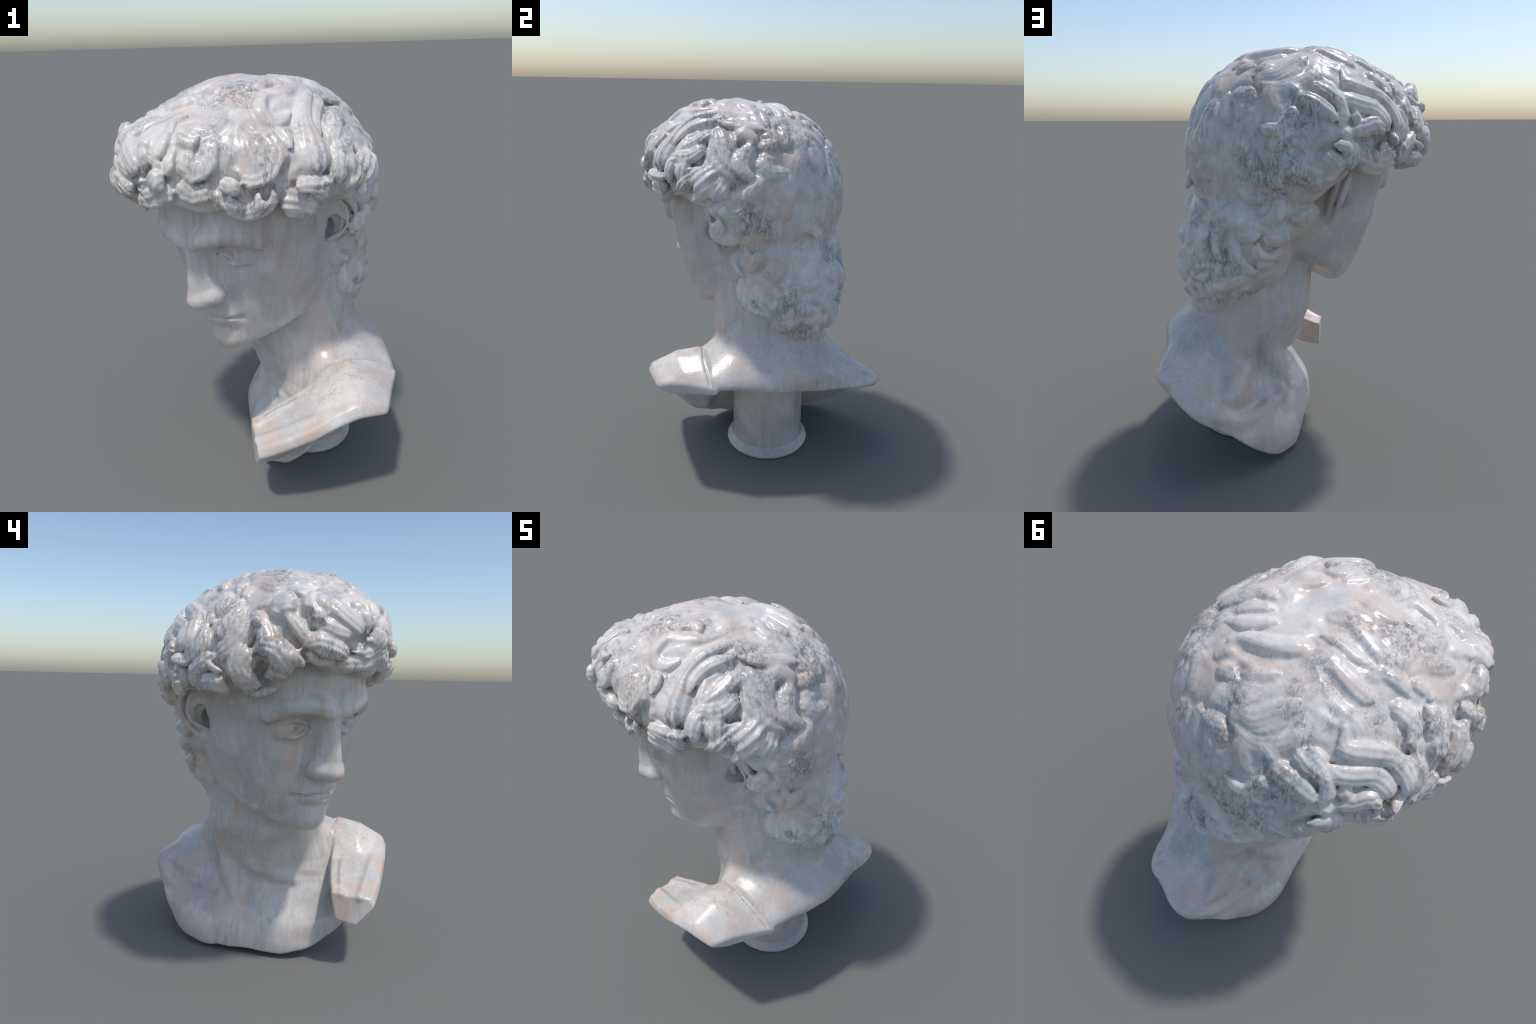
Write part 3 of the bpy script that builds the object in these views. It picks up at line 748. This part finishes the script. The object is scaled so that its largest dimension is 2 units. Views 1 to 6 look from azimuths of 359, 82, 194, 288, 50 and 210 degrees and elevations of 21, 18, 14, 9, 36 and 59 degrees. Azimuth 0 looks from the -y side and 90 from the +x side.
    lock(F, [(-160.9, 36.9, 0.522), (-152.7, 34.7, 0.515), (-146.4, 32.9, 0.531)], [.019, .029, .016])
    lock(F, [(-178.2, 25.2, 0.519), (-177.0, 19.3, 0.516), (-171.3, 15.2, 0.518)], [.018, .020, .015])
    lock(F, [(174.8, -21.2, 0.530), (-177.4, -23.7, 0.555)], [.026, .025])
    lock(F, [(-153.6, -11.2, 0.510), (-147.6, -16.9, 0.512), (-140.4, -16.0, 0.521)], [.014, .019, .014])
    lock(F, [(155.5, 46.0, 0.539), (158.8, 36.4, 0.528), (156.7, 26.8, 0.523)], [.020, .025, .018])
    lock(F, [(170.2, 41.8, 0.536), (171.7, 31.4, 0.523), (168.9, 19.1, 0.521)], [.019, .024, .019])
    lock(F, [(-176.6, 33.0, 0.527), (-178.7, 21.0, 0.518), (174.9, 10.2, 0.522)], [.019, .025, .019])
    lock(F, [(113.3, 33.9, 0.537), (117.4, 25.4, 0.533), (124.7, 20.4, 0.533)], [.018, .024, .017])
    lock(F, [(127.4, 30.4, 0.530), (133.9, 24.4, 0.518), (142.8, 24.2, 0.522)], [.021, .027, .019])
    lock(F, [(136.7, 14.4, 0.519), (143.3, 8.8, 0.510), (141.8, -0.6, 0.513)], [.021, .027, .021])
    lock(F, [(153.7, 18.9, 0.516), (158.6, 9.0, 0.510), (156.5, -2.0, 0.516)], [.020, .027, .020])
    lock(F, [(124.0, 9.4, 0.528), (128.6, 2.5, 0.514), (135.9, 1.4, 0.516)], [.019, .026, .019])
    lock(F, [(170.2, 5.9, 0.517), (175.6, -4.1, 0.511), (170.9, -11.4, 0.511)], [.020, .026, .021])
    lock(F, [(151.5, -8.2, 0.514), (161.0, -8.7, 0.511), (164.9, -12.4, 0.550)], [.018, .022, .019])
    lock(F, [(170.3, 37.4, 0.532), (166.2, 30.9, 0.521), (173.8, 23.1, 0.521)], [.018, .024, .018])
    lock(F, [(-165.7, 36.5, 0.531), (-165.5, 29.0, 0.515), (-161.3, 20.8, 0.517)], [.017, .022, .017])
    lock(F, [(-162.6, 34.9, 0.524), (-154.1, 34.7, 0.517), (-148.5, 37.1, 0.535)], [.020, .029, .017])
    lock(F, [(-172.7, 22.1, 0.520), (-177.1, 15.3, 0.518), (-177.2, 8.0, 0.519)], [.017, .022, .020])
    lock(F, [(-161.3, 15.7, 0.516), (-158.0, 8.6, 0.510), (-160.5, 1.4, 0.511)], [.017, .021, .017])
    lock(F, [(-152.4, 7.8, 0.517), (-154.6, 0.7, 0.508), (-149.4, -5.4, 0.517)], [.016, .021, .016])
    lock(F, [(-175.4, 2.1, 0.518), (-179.0, -4.1, 0.512), (-173.3, -7.1, 0.513)], [.017, .023, .017])
    # crown
    lock(F, [(176.3, 60.6, 0.543), (-174.1, 66.7, 0.525), (-151.9, 70.5, 0.520), (-132.7, 73.0, 0.523), (-107.2, 74.4, 0.531)], [.018, .024, .026, .023, .017])
    groove(F, [(-173.6, 61.9, 0.545), (-155.5, 64.8, 0.538), (-132.8, 68.0, 0.543)], [.016, .024, .017])
    lock(F, [(-120.7, 53.9, 0.553), (-122.1, 48.3, 0.548), (-127.6, 43.4, 0.542), (-134.8, 41.1, 0.533), (-142.4, 41.6, 0.527), (-148.1, 44.5, 0.537)], [.017, .024, .026, .026, .024, .018])
    lock(F, [(-109.1, 49.2, 0.556), (-114.4, 42.2, 0.552), (-124.5, 38.3, 0.539), (-134.5, 37.7, 0.531), (-141.8, 39.8, 0.538)], [.015, .021, .024, .022, .016])
    lock(F, [(-84.3, 77.4, 0.542), (-72.6, 72.5, 0.547), (-69.0, 65.3, 0.557), (-63.6, 58.5, 0.570)], [.010, .013, .013, .011])
    lock(F, [(-45.3, 80.3, 0.538), (-37.8, 73.3, 0.550), (-45.8, 67.2, 0.558), (-51.5, 61.3, 0.565), (-51.2, 56.4, 0.572), (-45.3, 52.6, 0.584), (-38.0, 50.6, 0.600)], [.014, .020, .021, .021, .021, .021, .017])
    lock(F, [(-0.0, 70.0, 0.564), (-16.5, 65.5, 0.573), (-21.9, 59.8, 0.583), (-16.1, 54.2, 0.601)], [.015, .019, .019, .015])
    lock(F, [(-8.7, 56.8, 0.598), (-3.8, 48.9, 0.625), (-8.4, 45.6, 0.635), (-13.4, 42.3, 0.648), (-20.9, 43.5, 0.637)], [.012, .017, .018, .018, .014])
    lock(F, [(-95.0, 71.5, 0.539), (-87.4, 65.5, 0.543), (-82.6, 60.0, 0.547), (-78.3, 54.1, 0.555), (-74.2, 50.1, 0.567)], [.018, .024, .027, .026, .018])
    groove(F, [(-95.4, 62.8, 0.561), (-90.2, 56.6, 0.567), (-86.3, 52.4, 0.574)], [.012, .017, .012])
    groove(F, [(-100.0, 52.3, 0.572), (-95.2, 49.2, 0.574)], [.011, .013])
    lock(F, [(-151.0, 46.6, 0.530), (-136.7, 45.1, 0.537), (-124.5, 50.1, 0.547), (-114.3, 54.5, 0.565)], [.017, .024, .025, .015])
    lock(F, [(147.8, 62.9, 0.538), (144.9, 69.9, 0.532), (148.6, 77.8, 0.532)], [.016, .021, .013])
    lock(F, [(158.0, 60.6, 0.546), (166.2, 68.9, 0.531), (-179.9, 78.2, 0.529)], [.014, .019, .012])
    lock(F, [(128.8, 62.1, 0.547), (120.1, 67.7, 0.536), (123.1, 76.1, 0.536)], [.014, .020, .014])
    lock(F, [(-170.0, 50.4, 0.530), (-166.4, 53.6, 0.524), (-157.6, 54.0, 0.528)], [.015, .021, .015])
    lock(F, [(-156.0, 57.1, 0.529), (-143.0, 59.8, 0.531), (-131.5, 62.7, 0.538)], [.011, .015, .010])
    lock(F, [(89.2, 75.6, 0.538), (63.7, 75.4, 0.542), (42.2, 72.9, 0.557)], [.016, .021, .016])
    # over ear right
    lock(F, [(-120.4, 0.3, 0.537), (-114.5, -2.8, 0.524), (-109.5, -1.4, 0.533)], [.041, .055, .046])
    lock(F, [(-126.2, 1.3, 0.522), (-124.7, -2.1, 0.522)], [.041, .043])
    lock(F, [(-109.7, 3.8, 0.557), (-105.4, -0.1, 0.540)], [.032, .037])
    lock(F, [(-107.6, 8.8, 0.582), (-102.0, 8.1, 0.571), (-100.5, 3.4, 0.562)], [.014, .018, .016])
    # nape
    lock(F, [(-161.6, -28.0, 0.595), (-166.0, -32.6, 0.621), (-165.0, -36.6, 0.661), (-160.9, -39.0, 0.680)], [.019, .028, .029, .022])
    lock(F, [(-153.8, -31.0, 0.602), (-157.2, -35.5, 0.622), (-155.6, -39.8, 0.657), (-151.1, -42.4, 0.673)], [.022, .031, .032, .019])
    lock(F, [(-172.3, -30.7, 0.627), (-174.6, -34.5, 0.671), (-172.4, -37.6, 0.701), (-167.6, -39.4, 0.713)], [.020, .028, .028, .020])
    lock(F, [(-154.2, -30.4, 0.607), (-148.6, -32.0, 0.600), (-142.3, -31.7, 0.596)], [.017, .023, .019])
    lock(F, [(-142.9, -35.2, 0.606), (-143.9, -39.6, 0.621), (-140.6, -42.8, 0.623), (-136.2, -43.7, 0.599), (-133.3, -41.0, 0.577)], [.021, .029, .030, .027, .019])
    groove(F, [(-139.4, -36.2, 0.608), (-136.6, -37.7, 0.599)], [.013, .013])
    lock(F, [(-128.3, -32.2, 0.562), (-133.6, -34.9, 0.570), (-138.8, -33.0, 0.592)], [.021, .029, .021])
    lock(F, [(-140.5, -25.0, 0.568), (-134.7, -24.2, 0.545), (-131.7, -19.7, 0.526), (-132.5, -16.6, 0.532)], [.021, .026, .026, .016])
    lock(F, [(-125.0, -24.4, 0.541), (-118.9, -27.1, 0.500), (-111.4, -25.4, 0.478)], [.019, .034, .031])
    groove(F, [(-126.0, -18.7, 0.538), (-124.0, -22.1, 0.539)], [.019, .021])
    lock(F, [(-144.5, -44.2, 0.652), (-138.8, -46.4, 0.630)], [.024, .025])
    lock(F, [(177.2, -26.2, 0.588), (172.8, -31.0, 0.630), (175.3, -34.0, 0.677)], [.023, .031, .026])
    lock(F, [(170.8, -35.5, 0.696), (165.5, -40.9, 0.743), (171.2, -44.0, 0.785)], [.024, .028, .024])
    lock(F, [(-176.5, -39.8, 0.747), (-171.4, -40.7, 0.735), (-167.5, -38.7, 0.708)], [.015, .020, .017])
    lock(F, [(-179.3, -42.8, 0.780), (-175.9, -44.1, 0.774), (-170.3, -42.4, 0.749)], [.018, .020, .018])
    lock(F, [(-168.9, -46.5, 0.781), (-164.8, -48.1, 0.761), (-156.9, -47.7, 0.721), (-150.3, -46.4, 0.691)], [.023, .028, .027, .020])
    lock(F, [(177.0, -43.8, 0.765), (178.5, -48.0, 0.814), (177.4, -51.0, 0.858)], [.037, .031, .016])
    lock(F, [(-151.7, -40.1, 0.656), (-150.8, -44.2, 0.676), (-146.4, -46.3, 0.673)], [.019, .024, .020])
    groove(F, [(-157.1, -28.4, 0.608), (-160.8, -32.9, 0.636), (-159.9, -36.6, 0.673)], [.009, .015, .011])
    groove(F, [(-169.4, -35.2, 0.688), (-167.7, -37.5, 0.706)], [.009, .011])
    lock(F, [(116.6, -42.2, 0.529), (117.6, -49.0, 0.593), (123.9, -51.2, 0.659), (133.2, -48.8, 0.706), (137.1, -44.8, 0.715)], [.021, .028, .029, .027, .019])
    lock(F, [(127.2, -39.9, 0.623), (131.2, -43.6, 0.671), (137.4, -44.4, 0.704), (141.0, -39.5, 0.688), (138.0, -35.2, 0.653)], [.022, .027, .028, .028, .022])
    lock(F, [(111.8, -32.2, 0.425), (111.3, -42.6, 0.450), (116.8, -40.0, 0.516)], [.023, .029, .023])
    lock(F, [(119.2, -22.1, 0.471), (122.2, -26.5, 0.502), (126.5, -26.2, 0.532)], [.016, .020, .016])
    lock(F, [(128.2, -22.6, 0.510), (127.0, -27.3, 0.528), (122.9, -33.5, 0.540)], [.022, .026, .018])
    lock(F, [(140.3, -52.5, 0.764), (146.1, -51.6, 0.784), (149.5, -47.6, 0.788)], [.027, .034, .027])
    lock(F, [(153.3, -52.5, 0.829), (159.7, -52.3, 0.836), (162.9, -48.8, 0.829)], [.027, .038, .027])
    lock(F, [(152.2, -43.2, 0.759), (156.4, -42.4, 0.751), (161.0, -45.1, 0.788), (156.8, -46.8, 0.804)], [.024, .029, .029, .024])
    lock(F, [(151.4, -31.0, 0.629), (153.4, -34.4, 0.660), (159.2, -34.9, 0.670), (163.1, -32.5, 0.652)], [.019, .024, .024, .020])
    lock(F, [(142.8, -32.3, 0.627), (146.6, -35.9, 0.661), (145.2, -40.3, 0.704)], [.025, .033, .026])
    lock(F, [(133.7, -29.1, 0.554), (138.9, -32.1, 0.598)], [.029, .033])
    lock(F, [(149.9, -22.2, 0.534), (154.7, -26.0, 0.564)], [.029, .033])
    # over ear left
    lock(F, [(107.7, 3.6, 0.521), (113.6, 0.0, 0.509), (120.1, 3.4, 0.519)], [.028, .036, .028])
    lock(F, [(106.0, -4.2, 0.508), (102.6, -13.2, 0.466), (114.5, -13.9, 0.482)], [.028, .036, .032])
    lock(F, [(114.9, -2.6, 0.495), (120.2, -6.0, 0.490)], [.042, .042])
# </locks>


def build_field():
    F = Field()
    build_trunk(F)
    build_base(F)
    build_strap(F)
    if not LOCKS_OFF:
        build_neck_relief(F)
    build_head(F)
    build_features(F)
    build_ears(F)
    build_nape(F)
    build_hair(F)
    if not LOCKS_OFF:
        under_locks(F)
        build_locks(F)
    return F


# ------------------------------------------------------------------ surface
def surface_net(F):
    """dual surface of the field: vertices, quads, label per vertex"""
    D, n = F.D, F.n
    neg = D < 0
    cnt = np.zeros(tuple(n - 1), np.uint8)
    for i in (0, 1):
        for j in (0, 1):
            for k in (0, 1):
                cnt += neg[i:n[0] - 1 + i, j:n[1] - 1 + j, k:n[2] - 1 + k]
    cells = np.argwhere((cnt > 0) & (cnt < 8))
    index = np.full(tuple(n - 1), -1, np.int32)
    index[tuple(cells.T)] = np.arange(len(cells))
    acc = np.zeros((len(cells), 3))
    num = np.zeros(len(cells))
    corner = [(i, j, k) for i in (0, 1) for j in (0, 1) for k in (0, 1)]
    val = {c: D[cells[:, 0] + c[0], cells[:, 1] + c[1], cells[:, 2] + c[2]] for c in corner}
    for a in corner:
        for ax in range(3):
            if a[ax]:
                continue
            b = tuple(1 if q == ax else a[q] for q in range(3))
            va, vb = val[a], val[b]
            m = (va < 0) != (vb < 0)
            t = np.where(m, va / np.where(m, va - vb, 1), 0)
            p = np.array(a, float)[None, :].repeat(len(cells), 0)
            p[:, ax] += t
            acc[m] += p[m]
            num[m] += 1
    V = LO + STEP * (cells + acc / num[:, None])
    lab = F.lab[cells[:, 0], cells[:, 1], cells[:, 2]]
    best = np.full(len(cells), 9.0)
    for c in corner:
        v = val[c]
        q = np.where(v < best, F.lab[cells[:, 0] + c[0], cells[:, 1] + c[1], cells[:, 2] + c[2]], lab)
        lab = q
        best = np.minimum(best, v)
    quads = []
    for ax in range(3):
        o1, o2 = (ax + 1) % 3, (ax + 2) % 3
        lo = [slice(1, n[q] - 1) for q in range(3)]
        lo[ax] = slice(0, n[ax] - 1)
        hi = list(lo)
        hi[ax] = slice(1, n[ax])
        a, b = neg[tuple(lo)], neg[tuple(hi)]
        for flip, m in ((False, a & ~b), (True, ~a & b)):
            e = np.argwhere(m)
            for q in range(3):
                e[:, q] += lo[q].start
            def cell(u, v):
                c = e.copy()
                c[:, o1] -= u
                c[:, o2] -= v
                return index[tuple(c.T)]
            q = np.stack([cell(1, 1), cell(0, 1), cell(0, 0), cell(1, 0)], 1)
            quads.append(q[:, ::-1] if flip else q)
    return V, np.vstack(quads), lab


def vertex_normals(V, Q):
    N = np.zeros_like(V)
    fn = np.cross(V[Q[:, 2]] - V[Q[:, 0]], V[Q[:, 3]] - V[Q[:, 1]])
    for k in range(4):
        for c in range(3):
            N[:, c] += np.bincount(Q[:, k], fn[:, c], len(V))
    return N / np.maximum(np.linalg.norm(N, axis=1, keepdims=True), 1e-12)


def relax(V, Q, steps, amount):
    """light smoothing that keeps volume"""
    e = np.vstack([Q[:, [0, 1]], Q[:, [1, 2]], Q[:, [2, 3]], Q[:, [3, 0]]])
    deg = np.bincount(e[:, 0], minlength=len(V)) + np.bincount(e[:, 1], minlength=len(V))
    for i in range(steps):
        for w in (amount, -amount * 1.03):
            S = np.stack([np.bincount(e[:, 0], V[e[:, 1], c], len(V)) + np.bincount(e[:, 1], V[e[:, 0], c], len(V)) for c in range(3)], 1)
            V = V + w * (S / deg[:, None] - V)
    return V


# ------------------------------------------------------------------ material
def marble(name, stain=1.0, soot=0.0, streak=1.0, light=1.0):
    """polished white marble: cloudy body, tan stains running down, grey soot"""
    m = bpy.data.materials.new(name)
    m.use_nodes = True
    nt = m.node_tree
    b = nt.nodes["Principled BSDF"]

    def node(kind, **kw):
        n = nt.nodes.new(kind)
        for k, v in kw.items():
            if k in n.inputs:
                n.inputs[k].default_value = v
            else:
                setattr(n, k, v)
        return n

    def link(a, i, b, j):
        nt.links.new(a.outputs[i], b.inputs[j])
    co = node("ShaderNodeTexCoord")

    def noise(scale, detail=4.0, rough=.55, stretch=(1, 1, 1), offset=(0, 0, 0), twist=0.0):
        mp = node("ShaderNodeMapping")
        mp.inputs["Scale"].default_value = stretch
        mp.inputs["Location"].default_value = offset
        link(co, "Object", mp, "Vector")
        n = node("ShaderNodeTexNoise", Scale=scale, Detail=detail, Roughness=rough, Distortion=twist)
        link(mp, "Vector", n, "Vector")
        return n

    def ramp(src, lo, hi, amount=1.0):
        r = node("ShaderNodeMapRange", interpolation_type="SMOOTHSTEP")
        r.inputs["From Min"].default_value = lo
        r.inputs["From Max"].default_value = hi
        r.inputs["To Max"].default_value = amount
        nt.links.new(src, r.inputs["Value"])
        return r.outputs["Result"]

    def mul(a, c):
        n = node("ShaderNodeMath", operation="MULTIPLY")
        nt.links.new(a, n.inputs[0])
        nt.links.new(c, n.inputs[1])
        return n.outputs[0]

    def tint(r, g, c):
        return (r * light, g * light, c * light, 1)

    def over(col, colour, mask):
        n = node("ShaderNodeMix", data_type="RGBA")
        nt.links.new(mask, n.inputs[0])
        if isinstance(col, tuple):
            n.inputs[6].default_value = col
        else:
            nt.links.new(col, n.inputs[6])
        n.inputs[7].default_value = colour
        return n.outputs[2]

    body = over(tint(.59, .552, .505), tint(.46, .44, .41), ramp(noise(3.2, 6, .6, twist=.6).outputs[0], .40, .66))
    body = over(body, tint(.65, .617, .575), ramp(noise(7.0, 5, .6, offset=(3, 1, 5)).outputs[0], .50, .72))
    # thin scratchy greyish veining
    vein = noise(26.0, 6, .7, (1, 1, .16), (1, 7, 2), .8).outputs[0]
    body = over(body, (.36, .35, .345, 1), mul(ramp(vein, .50, .70, .7), ramp(noise(2.4, 3, .5, offset=(9, 2, 4)).outputs[0], .40, .62)))
    fine = noise(48.0, 5, .65, (1, 1, .09), (8, 1, 3), .3).outputs[0]
    body = over(body, tint(.40, .360, .315), ramp(fine, .50, .72, .36 * streak + .10))
    body = over(body, tint(.70, .67, .63), ramp(fine, .48, .30, .35))
    # tan and rust stains, drawn out downwards
    tan = ramp(noise(4.0, 5, .62, (1, 1, .45), (4, 8, 1), .8).outputs[0], .47, .66, .8 * stain)
    body = over(body, (.60, .455, .365, 1), tan)
    run = mul(ramp(noise(16.0, 4, .6, (1, 1, .07), (2, 2, 6)).outputs[0], .50, .70, .7 * streak), ramp(noise(2.6, 3, .5, offset=(6, 3, 3)).outputs[0], .44, .62))
    body = over(body, (.42, .345, .285, 1), run)
    rust = ramp(noise(9.0, 3, .5, offset=(11, 4, 8)).outputs[0], .70, .78, .5 * stain)
    body = over(body, (.55, .34, .20, 1), rust)
    if soot:
        area = ramp(noise(4.6, 4, .6, offset=(7, 7, 2)).outputs[0], .45, .62)
        grain = ramp(noise(55.0, 5, .75, (1, 1, .35), (5, 0, 0), 1.0).outputs[0], .40, .62, .8 * soot)
        body = over(body, (.21, .205, .20, 1), mul(area, grain))
    # pin holes
    vo = node("ShaderNodeTexVoronoi", Scale=26.0)
    link(co, "Object", vo, "Vector")
    pit = node("ShaderNodeMath", operation="LESS_THAN")
    nt.links.new(vo.outputs["Distance"], pit.inputs[0])
    pit.inputs[1].default_value = .055
    body = over(body, (.16, .15, .14, 1), mul(pit.outputs[0], ramp(noise(5.0, 2, .5, offset=(1, 5, 9)).outputs[0], .58, .64, .7)))
    nt.links.new(body, b.inputs["Base Color"])
    rr = node("ShaderNodeMapRange")
    nt.links.new(noise(6.0, 4, .6, offset=(2, 9, 9)).outputs[0], rr.inputs["Value"])
    rr.inputs["From Min"].default_value, rr.inputs["From Max"].default_value = .3, .7
    rr.inputs["To Min"].default_value, rr.inputs["To Max"].default_value = .20, .34
    nt.links.new(rr.outputs["Result"], b.inputs["Roughness"])
    bp = node("ShaderNodeBump", Strength=.25, Distance=.004)
    nt.links.new(noise(38.0, 4, .6, (1, 1, .5)).outputs[0], bp.inputs["Height"])
    nt.links.new(bp.outputs[0], b.inputs["Normal"])
    return m


def part_mesh(name, V, Q, N, mat):
    used, inv = np.unique(Q, return_inverse=True)
    q = inv.reshape(Q.shape)
    me = bpy.data.meshes.new(name)
    me.vertices.add(len(used))
    me.vertices.foreach_set("co", V[used].astype(np.float32).ravel())
    me.loops.add(q.size)
    me.loops.foreach_set("vertex_index", q.astype(np.int32).ravel())
    me.polygons.add(len(q))
    me.polygons.foreach_set("loop_start", (np.arange(len(q)) * 4).astype(np.int32))
    me.update(calc_edges=True)
    me.polygons.foreach_set("use_smooth", np.ones(len(q), bool))
    me.normals_split_custom_set_from_vertices(N[used].tolist())
    me.materials.append(mat)
    ob = bpy.data.objects.new(name, me)
    bpy.context.scene.collection.objects.link(ob)
    return ob


def main():
    F = build_field()
    V, Q, lab = surface_net(F)
    V = relax(V, Q, 3, .5)
    V[:, 2] -= V[:, 2].min()
    N = vertex_normals(V, Q)
    plain = marble("marble_skin", .75, 0.0, 1.0)
    hair = marble("marble_hair", .7, 1.05, .3, 1.2)
    cloth = marble("marble_cloth", 1.25, 0.0, .5, 1.12)
    mats = {"hair": hair, "hair_lock": hair, "shoulder_strap": cloth}
    made = {}
    root = bpy.data.objects.new("marble_bust", None)
    bpy.context.scene.collection.objects.link(root)
    root["label"] = "white marble bust of a curly-haired young man"
    root["category"] = "statue"
    ql = lab[Q[:, 0]].copy()
    size = np.bincount(ql, minlength=len(F.names))
    whole = F.names.index("hair")
    for i, name in enumerate(F.names):      # crumbs of buried locks stay with the mass
        if name == "hair_lock" and size[i] < 60:
            ql[ql == i] = whole
    ql[ql == 0] = F.names.index("torso")
    order = np.argsort(ql, kind="stable")
    cuts = np.searchsorted(ql[order], np.arange(len(F.names) + 1))
    for i, name in enumerate(F.names):
        sel = order[cuts[i]:cuts[i + 1]]
        if len(sel):
            name = name.split("|")[0]
            ob = part_mesh(name, V, Q[sel], N, mats.get(name, plain))
            made.setdefault(name, []).append(ob)
    owner = {"hair_lock": "hair", "eye": "head", "nose": "head", "mouth": "head", "ear": "head"}
    for name, obs in made.items():
        for ob in obs:
            ob.parent = made[owner[name]][0] if name in owner else root
        print(name, len(obs))
    print("verts", len(V), "bbox", V.min(0), V.max(0))


if __name__ == "__main__" and bpy is not None:
    main()
